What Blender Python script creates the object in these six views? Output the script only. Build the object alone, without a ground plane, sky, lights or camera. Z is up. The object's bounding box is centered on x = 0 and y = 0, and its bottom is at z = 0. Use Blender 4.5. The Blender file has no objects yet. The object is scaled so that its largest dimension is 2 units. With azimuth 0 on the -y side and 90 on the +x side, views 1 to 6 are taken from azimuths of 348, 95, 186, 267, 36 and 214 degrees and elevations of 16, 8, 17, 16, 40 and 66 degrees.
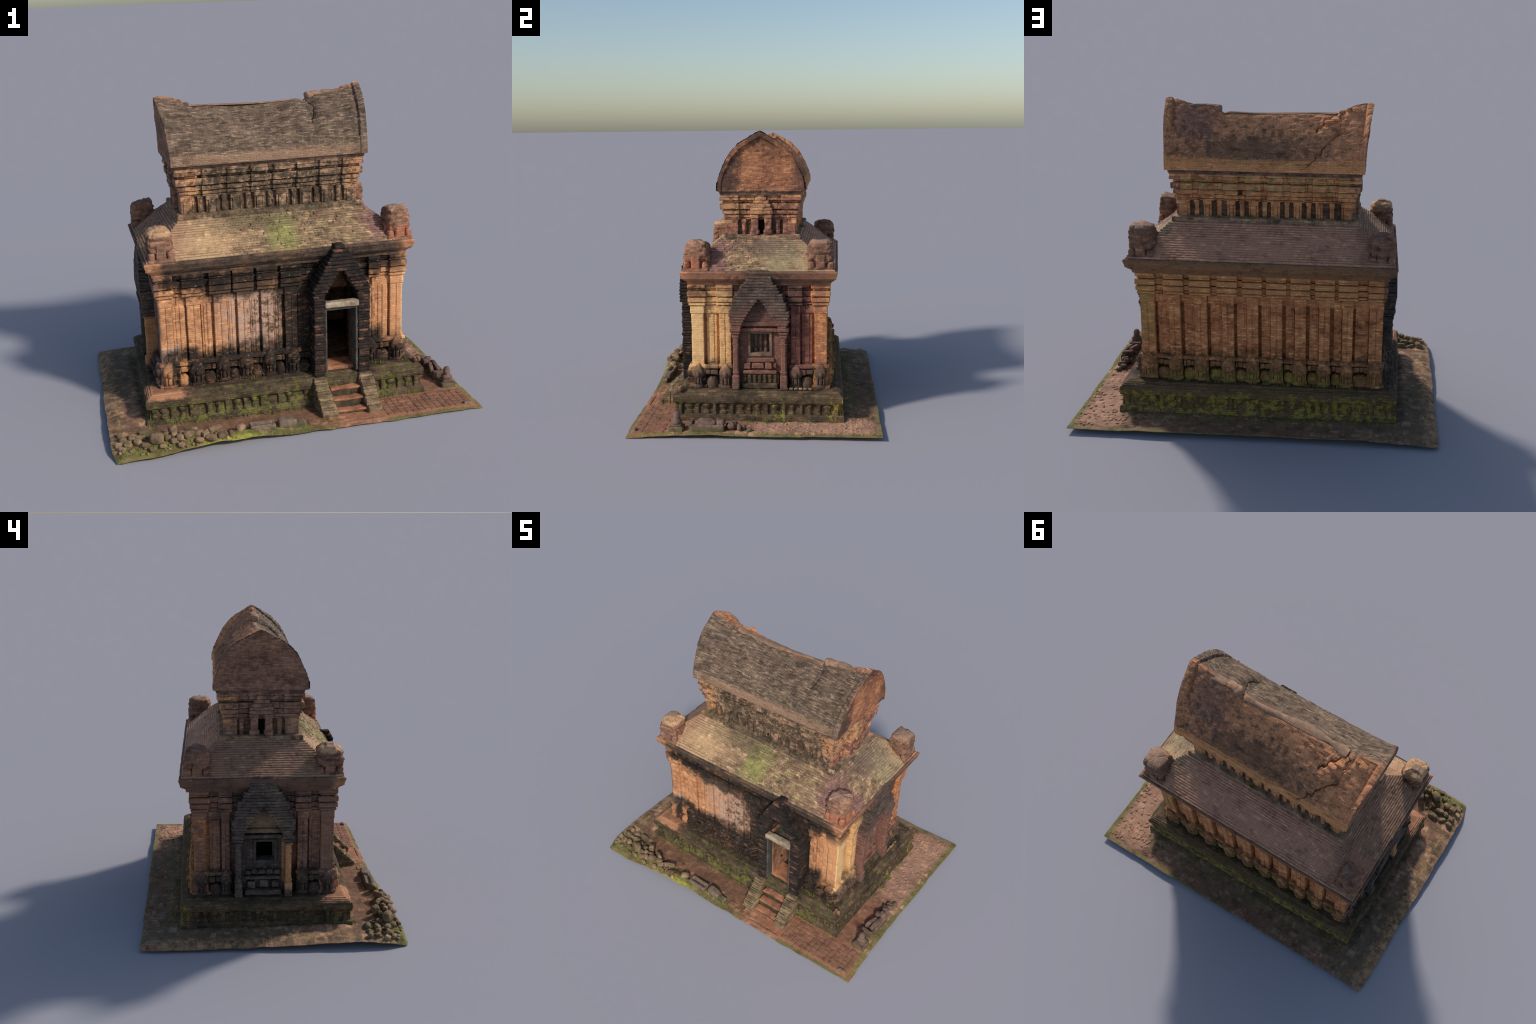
"""Weathered brick temple on a patch of ground, built part by part."""
import bpy, math, random
import numpy as np
from mathutils import Vector

# ------------------------------------------------------------------ noise
def _hash(ix, iy, iz, seed):
    h = (ix * 374761393 + iy * 668265263 + iz * 1274126177 + seed * 974711) & 0xFFFFFFFF
    h = ((h ^ (h >> 13)) * 1103515245) & 0xFFFFFFFF
    h = ((h ^ (h >> 16)) * 668265263) & 0xFFFFFFFF
    return ((h ^ (h >> 15)) & 0xFFFFFF) / float(0xFFFFFF)

def vnoise(P, seed=0):
    P = np.asarray(P, float)
    i = np.floor(P).astype(np.int64)
    f = P - i
    u = f * f * (3 - 2 * f)
    r = 0
    for dx in (0, 1):
        wx = u[:, 0] if dx else 1 - u[:, 0]
        for dy in (0, 1):
            wy = u[:, 1] if dy else 1 - u[:, 1]
            for dz in (0, 1):
                wz = u[:, 2] if dz else 1 - u[:, 2]
                r = r + wx * wy * wz * _hash(i[:, 0] + dx, i[:, 1] + dy, i[:, 2] + dz, seed)
    return r * 2 - 1

def fbm(P, freq, octaves=3, seed=0):
    P = np.asarray(P, float)
    r, a, t = 0, 1.0, 0
    for k in range(octaves):
        r = r + a * vnoise(P * freq * 2 ** k, seed + k * 17)
        t += a
        a *= .5
    return r / t

def cellrand(a, b, seed=0):
    """one random number per cell (integer pair)"""
    a = np.asarray(a, np.int64); b = np.asarray(b, np.int64)
    return _hash(a, b, a * 0 + 7, seed)

def sstep(a, b, x):
    t = np.clip((np.asarray(x, float) - a) / (b - a), 0, 1)
    return t * t * (3 - 2 * t)

# ------------------------------------------------------------------ mesh building
class MB:
    def __init__(self):
        self.v, self.f, self.n = [], [], 0
    def add(self, V, F):
        self.v.append(np.asarray(V, float))
        self.f.append(np.asarray(F, np.int64) + self.n)
        self.n += len(V)
        return self
    def verts(self):
        return np.concatenate(self.v)

def grid_faces(nu, nv, wrap=False):
    """quads of a grid with nu x nv vertices, index = u*nv+v"""
    u = np.arange(nu if wrap else nu - 1)[:, None]
    v = np.arange(nv - 1)[None, :]
    u2 = (u + 1) % nu
    return np.stack([u * nv + v, u2 * nv + v, u2 * nv + v + 1, u * nv + v + 1], -1).reshape(-1, 4)

_LAT = {}
def _lattice(nx, ny, nz):
    key = (nx, ny, nz)
    if key in _LAT:
        return _LAT[key]
    I, F, base = [], [], 0
    for ax, side, (na, nb) in ((0, 0, (ny, nz)), (0, 1, (ny, nz)), (1, 0, (nx, nz)), (1, 1, (nx, nz)), (2, 0, (nx, ny)), (2, 1, (nx, ny))):
        a, b = np.meshgrid(np.arange(na + 1), np.arange(nb + 1), indexing="ij")
        a, b = a.ravel(), b.ravel()
        c = np.full_like(a, (nx, ny, nz)[ax] * side)
        ijk = [None] * 3
        ijk[ax] = c
        o = [k for k in range(3) if k != ax]
        ijk[o[0]], ijk[o[1]] = a, b
        I.append(np.stack(ijk, -1))
        f = grid_faces(na + 1, nb + 1) + base
        flip = (side == 0) != (ax == 1)
        F.append(f[:, ::-1] if flip else f)
        base += len(a)
    I, F = np.concatenate(I), np.concatenate(F)
    k = (I[:, 0] * (ny + 1) + I[:, 1]) * (nz + 1) + I[:, 2]
    _, first, inv = np.unique(k, return_index=True, return_inverse=True)
    _LAT[key] = (I[first], inv[F])
    return _LAT[key]

def _ticks(L, r, cell):
    r = min(r, L * .45)
    n = max(1, int(math.ceil((L - 2 * r) / cell)))
    return np.concatenate([[0], np.linspace(r, L - r, n + 1), [L]])

def rough_box(mb, x0, x1, y0, y1, z0, z1, r=.004, cell=.012, amp=.0012, freq=60, chip=0., seed=0, rot=None, warp=None, extra=None):
    """a box with rounded, worn edges; chip eats its edges away; rot = (pivot, angle z, tilt x)"""
    lo, hi = np.array([x0, y0, z0]), np.array([x1, y1, z1])
    T = [_ticks(hi[k] - lo[k], r, cell) for k in range(3)]
    I, F = _lattice(*[len(t) - 1 for t in T])
    p = np.stack([T[k][I[:, k]] for k in range(3)], -1) + lo
    rr = np.minimum(r, (hi - lo) * .45)
    q = np.clip(p, lo + rr, hi - rr)
    d = p - q
    nrm = d / np.maximum(np.linalg.norm(d, axis=1, keepdims=True), 1e-9)
    p = q + nrm * np.minimum(r, rr.min())
    edge = ((np.abs(d) > rr * .5).sum(1) >= 2)
    disp = amp * fbm(p, freq, 2, seed)
    if chip:
        disp = disp - chip * edge * np.clip(fbm(p, freq * .5, 2, seed + 5) + .15, 0, 1) * 1.6
    if extra is not None:
        disp = disp + extra(p, nrm)
    p = p + nrm * disp[:, None]
    if rot is not None:
        piv, a, t = rot
        piv = np.array(piv)
        ca, sa, ct, st = math.cos(a), math.sin(a), math.cos(t), math.sin(t)
        R = np.array([[ca, -sa, 0], [sa, ca, 0], [0, 0, 1]]) @ np.array([[1, 0, 0], [0, ct, -st], [0, st, ct]])
        p = (p - piv) @ R.T + piv
    if warp is not None:
        p = warp(p)
    return mb.add(p, F)

def ring_loft(mb, rect, prof, cell=.01, disp=None, warp=None, cap=False):
    """closed rectangular ring: prof is a list of (outward offset, z); corners stay mitred"""
    x0, x1, y0, y1 = rect
    nx, ny = max(2, int((x1 - x0) / cell)), max(2, int((y1 - y0) / cell))
    bx, by = np.linspace(0, 1, nx + 1)[:-1], np.linspace(0, 1, ny + 1)[:-1]
    P0 = np.concatenate([np.stack([x0 + (x1 - x0) * bx, np.full(nx, y0)], -1), np.stack([np.full(ny, x1), y0 + (y1 - y0) * by], -1),
                         np.stack([x1 - (x1 - x0) * bx, np.full(nx, y1)], -1), np.stack([np.full(ny, x0), y1 - (y1 - y0) * by], -1)])
    N0 = np.concatenate([np.tile([0, -1], (nx, 1)), np.tile([1, 0], (ny, 1)), np.tile([0, 1], (nx, 1)), np.tile([-1, 0], (ny, 1))]).astype(float)
    n = len(P0)
    c = np.array([(x0 + x1) / 2, (y0 + y1) / 2])
    h = np.array([(x1 - x0) / 2, (y1 - y0) / 2])
    m = len(prof)
    V = np.zeros((n, m, 3)); N = np.zeros((n, m, 3))
    for j, (o, z) in enumerate(prof):
        V[:, j, :2] = c + (P0 - c) * (h + o) / h
        V[:, j, 2] = z
        a, b = prof[max(0, j - 1)], prof[min(m - 1, j + 1)]
        t = np.array([b[0] - a[0], b[1] - a[1]]); t = t / max(1e-9, np.linalg.norm(t))
        N[:, j, :2] = N0 * t[1]; N[:, j, 2] = -t[0]
    V, N = V.reshape(-1, 3), N.reshape(-1, 3)
    if disp is not None:
        V = V + N * disp(V, N)[:, None]
    if warp is not None:
        V = warp(V)
    F = grid_faces(n, m, wrap=True)
    return mb.add(V, F)

def revolve(mb, prof, centre, n=16, amp=0, freq=40, seed=0, sx=1., sy=1.):
    """prof: list of (radius, z)"""
    a = np.linspace(0, 2 * math.pi, n, endpoint=False)
    V = np.zeros((n, len(prof), 3))
    for j, (r, z) in enumerate(prof):
        V[:, j] = np.stack([np.cos(a) * r * sx, np.sin(a) * r * sy, np.full(n, z)], -1)
    V = V.reshape(-1, 3) + np.array(centre)
    if amp:
        V = V + np.stack([fbm(V, freq, 2, seed), fbm(V, freq, 2, seed + 3), fbm(V, freq, 2, seed + 6)], -1) * amp
    return mb.add(V, grid_faces(n, len(prof), wrap=True))

def boulder(mb, c, size, rotz=0, tilt=0, seed=0, sq=.5, amp=.16, n=12):
    """a fieldstone: a super-ellipsoid with lumps"""
    u = np.linspace(-math.pi / 2, math.pi / 2, n + 1)
    v = np.linspace(0, 2 * math.pi, 2 * n, endpoint=False)
    U, W = np.meshgrid(u, v, indexing="ij")
    e = sq
    sp = lambda x: np.sign(x) * np.abs(x) ** e
    X = np.stack([sp(np.cos(U)) * sp(np.cos(W)), sp(np.cos(U)) * sp(np.sin(W)), sp(np.sin(U))], -1)
    V = X.transpose(1, 0, 2).reshape(-1, 3)
    k = 1 + amp * fbm(V + seed * 7.3, 1.1, 3, seed)
    V = V * k[:, None] * np.array(size)
    ct, st, ca, sa = math.cos(tilt), math.sin(tilt), math.cos(rotz), math.sin(rotz)
    R = np.array([[ca, -sa, 0], [sa, ca, 0], [0, 0, 1]]) @ np.array([[1, 0, 0], [0, ct, -st], [0, st, ct]])
    V = V @ R.T + np.array(c)
    F = grid_faces(2 * n, n + 1, wrap=True)
    return mb.add(V, F)

def to_mesh(name, mb, mat, angle=40):
    V = np.concatenate(mb.v); F = np.concatenate(mb.f)
    me = bpy.data.meshes.new(name)
    me.vertices.add(len(V)); me.vertices.foreach_set("co", V.ravel())
    me.loops.add(len(F) * 4); me.loops.foreach_set("vertex_index", F.ravel().astype(np.int32))
    me.polygons.add(len(F)); me.polygons.foreach_set("loop_start", np.arange(0, len(F) * 4, 4, dtype=np.int32))
    me.update(calc_edges=True)
    me.validate()
    me.materials.append(mat)
    me.polygons.foreach_set("use_smooth", np.ones(len(me.polygons), bool))
    me.set_sharp_from_angle(angle=math.radians(angle))
    me.update()
    return me

def put(name, mb, mat, parent=None, kind=None, angle=40):
    me = mb if isinstance(mb, bpy.types.Mesh) else to_mesh(name, mb, mat, angle)
    ob = bpy.data.objects.new(name, me)
    bpy.context.scene.collection.objects.link(ob)
    if parent is not None:
        ob.parent = parent
    if kind:
        ob["kind"] = kind
    return ob

def empty(name, label=None, category=None, parent=None, loc=(0, 0, 0)):
    ob = bpy.data.objects.new(name, None)
    ob.empty_display_size = .05
    ob.location = loc
    bpy.context.scene.collection.objects.link(ob)
    if label:
        ob["label"] = label; ob["category"] = category
    if parent is not None:
        ob.parent = parent
    return ob

# ------------------------------------------------------------------ materials
class NT:
    def __init__(self, name):
        self.m = bpy.data.materials.new(name)
        self.m.use_nodes = True
        self.t = self.m.node_tree
        self.t.nodes.clear()
        self.out = self.t.nodes.new("ShaderNodeOutputMaterial")
        self.b = self.t.nodes.new("ShaderNodeBsdfPrincipled")
        self.t.links.new(self.b.outputs[0], self.out.inputs[0])
        self.pos = self.t.nodes.new("ShaderNodeNewGeometry").outputs["Position"]
    def new(self, kind, **kw):
        n = self.t.nodes.new(kind)
        for k, v in kw.items():
            setattr(n, k, v)
        return n
    def put(self, sock, v):
        if isinstance(v, bpy.types.NodeSocket):
            self.t.links.new(v, sock)
        elif isinstance(v, (tuple, list)) and len(v) == 3 and sock.type == "RGBA":
            sock.default_value = (*v, 1)
        else:
            sock.default_value = v
    def math(self, op, a, b=0., c=None, clamp=False):
        n = self.new("ShaderNodeMath", operation=op, use_clamp=clamp)
        self.put(n.inputs[0], a); self.put(n.inputs[1], b)
        if c is not None: self.put(n.inputs[2], c)
        return n.outputs[0]
    def vec(self, op, a, b=(0, 0, 0)):
        n = self.new("ShaderNodeVectorMath", operation=op)
        self.put(n.inputs[0], a); self.put(n.inputs[1], b)
        return n.outputs[0]
    def sep(self, v):
        n = self.new("ShaderNodeSeparateXYZ"); self.put(n.inputs[0], v)
        return n.outputs
    def comb(self, x, y, z):
        n = self.new("ShaderNodeCombineXYZ")
        for i, s in enumerate((x, y, z)): self.put(n.inputs[i], s)
        return n.outputs[0]
    def noise(self, scale, detail=3., rough=.55, vec=None, out=0, stretch=None):
        n = self.new("ShaderNodeTexNoise")
        v = self.pos if vec is None else vec
        if stretch is not None: v = self.vec("MULTIPLY", v, stretch)
        self.put(n.inputs["Vector"], v)
        n.inputs["Scale"].default_value = scale; n.inputs["Detail"].default_value = detail; n.inputs["Roughness"].default_value = rough
        return n.outputs[out]
    def range(self, v, a, b, lo=0., hi=1., smooth=True):
        n = self.new("ShaderNodeMapRange", interpolation_type="SMOOTHSTEP" if smooth else "LINEAR")
        self.put(n.inputs["Value"], v)
        n.inputs["From Min"].default_value = a; n.inputs["From Max"].default_value = b
        n.inputs["To Min"].default_value = lo; n.inputs["To Max"].default_value = hi
        return n.outputs[0]
    def ramp(self, fac, stops, interp="LINEAR"):
        n = self.new("ShaderNodeValToRGB")
        n.color_ramp.interpolation = interp
        e = n.color_ramp.elements
        while len(e) < len(stops): e.new(.5)
        for k, (p, c) in enumerate(stops):
            e[k].position = p; e[k].color = (*c, 1)
        self.put(n.inputs[0], fac)
        return n.outputs[0]
    def mix(self, fac, a, b, blend="MIX"):
        n = self.new("ShaderNodeMix", data_type="RGBA", blend_type=blend)
        self.put(n.inputs[0], fac); self.put(n.inputs[6], a); self.put(n.inputs[7], b)
        return n.outputs[2]
    def patch(self, c, h, edge=.25, rag=.6, noise=None):
        """ragged box mask around c with half sizes h"""
        d = self.vec("DIVIDE", self.vec("ABSOLUTE", self.vec("SUBTRACT", self.pos, c)), h)
        x, y, z = self.sep(d)
        m = self.math("MAXIMUM", self.math("MAXIMUM", x, y), z)
        m = self.math("MULTIPLY_ADD", self.math("SUBTRACT", noise if noise is not None else self.big, .5), rag * 4.5, m)
        return self.range(m, 1 + edge, max(.05, 1 - edge))
    def finish(self, col, rough=.9, bump=None, strength=.4, dist=.004, spec=.2):
        self.put(self.b.inputs["Base Color"], col)
        self.put(self.b.inputs["Roughness"], rough)
        self.b.inputs["Specular IOR Level"].default_value = spec
        if bump is not None:
            n = self.new("ShaderNodeBump")
            n.inputs["Strength"].default_value = strength; n.inputs["Distance"].default_value = dist
            self.put(n.inputs["Height"], bump)
            self.put(self.b.inputs["Normal"], n.outputs[0])
        return self.m

def srgb(r, g, b):
    f = lambda c: (c / 255 / 12.92) if c / 255 <= .04045 else ((c / 255 + .055) / 1.055) ** 2.4
    return (f(r), f(g), f(b))

def masonry(name, tones, patches=(), brick=(.040, .0105), mortar=.55, grain=.35, speck=None, ground=False, bump=.5, streak=0., bvar=.5, slope=False, blotch=.55):
    """old brickwork. tones: 3-4 colours from dark to light; patches: (colour, centre, half size, edge, ragged, strength)
    brick: length and height of one course; speck: (colour, amount) of lichen dots; streak: strength of vertical run marks"""
    n = NT(name)
    n.big = n.noise(9, 5, .62)
    n.mid = n.noise(34, 4, .6)
    n.small = n.noise(150, 3, .6)
    n.tuft = n.noise(26, 5, .7)
    n.rows = n.noise(20, 4, .65, stretch=(1, 1, 3))
    x, y, z = n.sep(n.pos)
    if ground:
        v = n.comb(x, y, 0.)
    elif slope:
        v = n.comb(x, n.math("SUBTRACT", z, n.math("MULTIPLY", n.math("ABSOLUTE", n.math("SUBTRACT", y, .043)), .8)), 0.)
    else:
        v = n.comb(n.math("ADD", x, y), z, 0.)
    br = n.new("ShaderNodeTexBrick")
    n.put(br.inputs["Vector"], n.vec("ADD", v, n.comb(n.math("MULTIPLY", n.mid, .004), n.math("MULTIPLY", n.mid, .002 if slope else .004), 0.)))
    br.inputs["Color1"].default_value = (0, 0, 0, 1); br.inputs["Color2"].default_value = (1, 1, 1, 1); br.inputs["Mortar"].default_value = (.5, .5, .5, 1)
    br.inputs["Scale"].default_value = 1; br.inputs["Mortar Size"].default_value = .0012; br.inputs["Mortar Smooth"].default_value = .6
    br.inputs["Brick Width"].default_value = brick[0]; br.inputs["Row Height"].default_value = brick[1]
    per = n.sep(br.outputs["Color"])[0]
    fac = n.math("ADD", n.math("MULTIPLY", n.big, .55), n.math("ADD", n.math("MULTIPLY", n.mid, .45), n.math("MULTIPLY", n.math("SUBTRACT", per, .5), .3 * bvar)))
    k = len(tones)
    col = n.ramp(fac, [(.30 + .42 * i / (k - 1), t) for i, t in enumerate(tones)])
    if streak:
        s = n.noise(60, 3, .6, stretch=(1, 1, .07))
        col = n.mix(n.math("MULTIPLY", n.range(s, .52, .68), streak), col, tones[0])
    for (c, ce, h, edge, rag, st) in patches:
        m = n.patch(ce, h, edge, rag, n.math("MULTIPLY_ADD", n.mid, .6, n.math("MULTIPLY", n.big, .4)) if rag > .55 else n.math("MULTIPLY_ADD", n.big, .7, n.math("MULTIPLY", n.mid, .3)))
        if rag >= 1:     # scattered tufts rather than a coat
            m = n.math("MULTIPLY", n.patch(ce, h, .3, .5, n.mid), n.range(n.tuft, .62 - rag * .09, .72 - rag * .09))
        c2 = n.mix(n.math("MULTIPLY", n.range(n.mid, .35, .75), .5), c, tuple(min(1, q * 1.22) for q in c))
        col = n.mix(n.math("MULTIPLY", m, st), col, c2)
        if st > .85 and rag < .4: col = n.mix(n.math("MULTIPLY", m, n.range(n.rows, .50, .66, 0, .30)), col, tones[1])
    if speck:
        m = n.range(n.noise(90, 2, .5), .66, .72)
        col = n.mix(n.math("MULTIPLY", m, speck[1]), col, speck[0])
    blot = n.range(n.noise(15, 6, .72, stretch=(1, 1, 1.7)), .50, .64)
    col = n.mix(n.math("MULTIPLY", blot, blotch), col, n.mix(1., col, (.40, .37, .36), "MULTIPLY"))
    pale = n.math("MULTIPLY", n.range(per, .72, .95), n.range(n.mid, .42, .56))
    col = n.mix(n.math("MULTIPLY", pale, .55 * bvar), col, n.mix(1., col, (1.55, 1.5, 1.42), "MULTIPLY"))
    dark = n.math("MULTIPLY", br.outputs["Fac"], mortar)
    col = n.mix(dark, col, n.mix(1., col, (.35, .33, .33), "MULTIPLY"))
    g = n.math("MULTIPLY_ADD", n.math("SUBTRACT", n.small, .5), grain * 2, 1.)
    col = n.mix(1., col, n.comb(g, g, g), "MULTIPLY")
    hgt = n.math("ADD", n.math("MULTIPLY", br.outputs["Fac"], -.5), n.math("ADD", n.math("MULTIPLY", n.small, .6), n.math("MULTIPLY", per, .35)))
    return n.finish(col, .92, hgt, bump, .003)

# ------------------------------------------------------------------ colours (albedo)
BLACK = srgb(38, 34, 31)
SOOT = srgb(66, 58, 50)
MOSS = srgb(104, 112, 52)
LIME = srgb(170, 178, 96)
ORANGE = srgb(232, 162, 110)
PALE = srgb(196, 170, 152)
S = 3.0   # "everywhere" half size

front_t = [srgb(124, 90, 68), srgb(184, 130, 92), srgb(216, 158, 112), srgb(228, 176, 130)]
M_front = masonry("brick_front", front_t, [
    (srgb(182, 154, 136), (-.17, -.36, .54), (.165, .2, .18), .5, .7, .8),
    (srgb(208, 150, 108), (-.18, -.36, .54), (.175, .2, .19), .4, 1.5, .7),
    (srgb(186, 160, 142), (-.65, -.36, .37), (.06, .2, .06), .4, .6, .85),
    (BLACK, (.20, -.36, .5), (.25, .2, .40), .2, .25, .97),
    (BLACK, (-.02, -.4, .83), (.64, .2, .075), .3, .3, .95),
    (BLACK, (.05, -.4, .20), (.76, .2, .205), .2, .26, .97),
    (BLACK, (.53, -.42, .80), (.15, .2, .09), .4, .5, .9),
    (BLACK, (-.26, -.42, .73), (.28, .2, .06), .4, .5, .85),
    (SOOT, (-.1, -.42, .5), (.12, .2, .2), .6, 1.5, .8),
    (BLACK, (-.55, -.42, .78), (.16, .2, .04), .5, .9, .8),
    (srgb(214, 156, 110), (.64, -.36, .54), (.085, .2, .20), .3, .2, .8),
    (srgb(238, 194, 136), (.69, -.33, .52), (.034, .06, .20), .15, .15, .9),
    (srgb(205, 145, 98), (-.575, -.37, .28), (.018, .2, .055), .3, .6, .7),
    (srgb(124, 94, 80), (-.716, -.33, .52), (.034, .2, .34), .15, .2, .9),
    (srgb(196, 140, 98), (-.665, -.40, .28), (.022, .2, .05), .4, .6, .7),
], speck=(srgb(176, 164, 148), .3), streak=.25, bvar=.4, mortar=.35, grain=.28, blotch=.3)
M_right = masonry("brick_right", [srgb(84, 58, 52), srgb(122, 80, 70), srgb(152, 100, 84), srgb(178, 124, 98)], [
    (srgb(230, 182, 124), (.66, -.26, .56), (.3, .140, .245), .3, .22, .92),
    (srgb(196, 140, 106), (.66, .40, .58), (.3, .05, .10), .5, .6, .85),
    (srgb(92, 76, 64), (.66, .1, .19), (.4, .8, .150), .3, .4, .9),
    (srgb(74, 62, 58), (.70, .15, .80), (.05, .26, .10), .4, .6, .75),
], speck=(srgb(170, 156, 142), .3), streak=.25, mortar=.4, bvar=.4)
M_back = masonry("brick_back", [srgb(134, 88, 60), srgb(188, 122, 80), srgb(218, 148, 98), srgb(228, 174, 118)], [
    (srgb(172, 142, 82), (.61, .46, .60), (.05, .028, .16), .3, .6, .6),
    (srgb(200, 148, 96), (0, .48, .76), (.8, .06, .06), .6, .95, .6),
    (srgb(104, 84, 58), (0, .46, .25), (.8, .2, .10), .4, .7, .7),
    (srgb(158, 110, 90), (.665, .40, .56), (.022, .032, .30), .15, .3, .8),
    (srgb(122, 92, 78), (-.716, .40, .52), (.034, .06, .36), .15, .2, .9),
    (srgb(150, 142, 64), (.0, .47, .220), (.5, .2, .045), .4, 1.8, .9),
], bvar=.7, mortar=.4, grain=.3, streak=.15, blotch=.4)
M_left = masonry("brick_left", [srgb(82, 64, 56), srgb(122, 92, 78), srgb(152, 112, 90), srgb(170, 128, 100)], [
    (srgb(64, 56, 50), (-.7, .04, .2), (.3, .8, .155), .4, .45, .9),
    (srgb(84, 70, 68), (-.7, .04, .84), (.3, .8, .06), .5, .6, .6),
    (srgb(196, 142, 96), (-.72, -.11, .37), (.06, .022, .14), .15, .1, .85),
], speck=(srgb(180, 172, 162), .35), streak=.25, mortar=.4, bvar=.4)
M_porch = masonry("porch_brick", [srgb(36, 32, 30), srgb(48, 41, 37), srgb(62, 51, 45), srgb(128, 88, 68)], [], brick=(.05, .0165), streak=.1, bvar=.9, grain=.45)
M_niche = masonry("niche_brick", [srgb(62, 54, 50), srgb(84, 71, 64), srgb(106, 88, 77), srgb(130, 106, 90)], [
    (srgb(134, 92, 78), (.68, .04, .42), (.1, .2, .20), .5, .5, .8),
    (srgb(166, 112, 86), (.67, .05, .34), (.1, .07, .035), .5, 1.0, .7)], speck=(srgb(170, 164, 156), .3))
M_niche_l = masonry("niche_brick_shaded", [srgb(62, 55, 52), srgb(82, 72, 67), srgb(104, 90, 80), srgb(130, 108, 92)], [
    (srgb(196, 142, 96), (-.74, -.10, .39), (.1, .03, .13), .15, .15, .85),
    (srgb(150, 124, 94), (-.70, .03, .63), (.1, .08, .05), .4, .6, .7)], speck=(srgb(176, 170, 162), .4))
M_plinth = masonry("plinth_stone", [srgb(54, 47, 38), srgb(74, 62, 48), srgb(98, 81, 62), srgb(124, 102, 78)], [
    (srgb(112, 114, 54), (-.1, -.46, .09), (.7, .1, .06), .5, 1.6, .8),
    (srgb(122, 96, 66), (0, .53, .1), (.76, .07, .12), .4, .6, .6),
    (srgb(152, 140, 62), (0, .54, .08), (.76, .08, .075), .5, 1.9, .9),
    (srgb(98, 98, 50), (-.1, -.45, .2), (.40, .06, .03), .5, 1.3, .6),
    (srgb(190, 136, 102), (-.72, -.43, .2), (.14, .12, .02), .4, .6, .85),
    (srgb(138, 130, 62), (.75, .12, .10), (.1, .08, .08), .5, 1.1, .8),
    (srgb(100, 102, 50), (.6, -.45, .10), (.14, .1, .09), .5, 1.3, .7),
    (srgb(84, 86, 52), (-.79, -.1, .16), (.1, .25, .03), .5, 1.2, .6),
], brick=(.06, .012), speck=(srgb(166, 158, 130), .3))
M_eave = masonry("cornice_brick", [srgb(52, 46, 41), srgb(76, 64, 55), srgb(106, 84, 67), srgb(150, 112, 84)], [
    (srgb(206, 148, 106), (-.74, -.41, .86), (.07, .06, .06), .4, .5, .9),
    (srgb(206, 146, 106), (.70, -.41, .86), (.07, .06, .06), .4, .5, .85),
    (srgb(166, 116, 90), (.71, -.2, .86), (.05, .26, .05), .6, .9, .85),
    (SOOT, (.71, .10, .86), (.05, .17, .05), .5, .9, .85),
    (srgb(140, 98, 80), (.71, .4, .86), (.05, .2, .05), .6, .9, .8),
    (srgb(150, 110, 78), (0, .50, .86), (.9, .06, .05), .6, .8, .8),
    (srgb(112, 86, 74), (-.75, .1, .86), (.05, .5, .05), .5, .7, .8),
], brick=(.08, .009), mortar=.35)
M_roof = masonry("lower_roof_brick", [srgb(98, 78, 64), srgb(134, 108, 86), srgb(162, 134, 104), srgb(190, 158, 122)], [
    (srgb(206, 170, 128), (-.46, -.33, .95), (.2, .12, .12), .8, .6, .75),  # baked sun patch, averaged into a lighter tan
    (srgb(156, 144, 98), (.16, -.32, .96), (.26, .13, .09), .8, 1.3, .6),
    (srgb(150, 148, 88), (.0, -.30, .99), (.075, .12, .09), .6, .7, .75),
    (srgb(112, 98, 76), (-.14, -.22, 1.05), (.2, .05, .05), .7, .7, .75),
    (srgb(202, 148, 120), (0, .39, 1.0), (.75, .135, .3), .3, .25, .8),
    (srgb(158, 120, 98), (-.65, .1, 1.0), (.13, .5, .3), .5, .5, .75),
    (srgb(146, 106, 100), (.6, -.26, 1.0), (.12, .12, .3), .4, .6, .7),
    (srgb(168, 152, 116), (.62, .22, 1.0), (.13, .15, .12), .7, .9, .75),
    (srgb(118, 98, 86), (.52, .1, 1.03), (.07, .15, .06), .7, .8, .75),
], brick=(.034, .0098), speck=(srgb(190, 178, 150), .3), bump=.5, bvar=.8)
M_stub = masonry("corner_stub_stone", [srgb(84, 64, 54), srgb(118, 88, 72), srgb(148, 108, 86), srgb(176, 134, 110)], [
    (srgb(206, 164, 124), (-.66, -.33, 1.075), (.07, .07, .03), .5, .6, .85),
    (srgb(176, 144, 122), (0, .04, 1.09), (S, S, .018), .6, .9, .6),
    (srgb(180, 114, 86), (.64, -.34, .95), (.09, .09, .035), .5, .9, .7),
], brick=(.05, .014), speck=(srgb(190, 176, 160), .3), grain=.45, mortar=.3)
M_tier_front = masonry("tier_brick_front", [srgb(84, 70, 56), srgb(128, 104, 82), srgb(166, 134, 106), srgb(188, 156, 126)], [
    (srgb(204, 150, 106), (-.47, -.2, 1.25), (.06, .1, .13), .5, .6, .8),
    (srgb(204, 148, 104), (.45, -.2, 1.25), (.05, .1, .09), .5, .6, .75),
    (srgb(82, 74, 56), (0, -.2, 1.08), (.5, .1, .03), .5, .8, .7),
    (srgb(62, 55, 46), (0, -.2, 1.22), (.48, .1, .14), .5, 2.0, .8),
], speck=(srgb(190, 178, 156), .35), mortar=.4)
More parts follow.
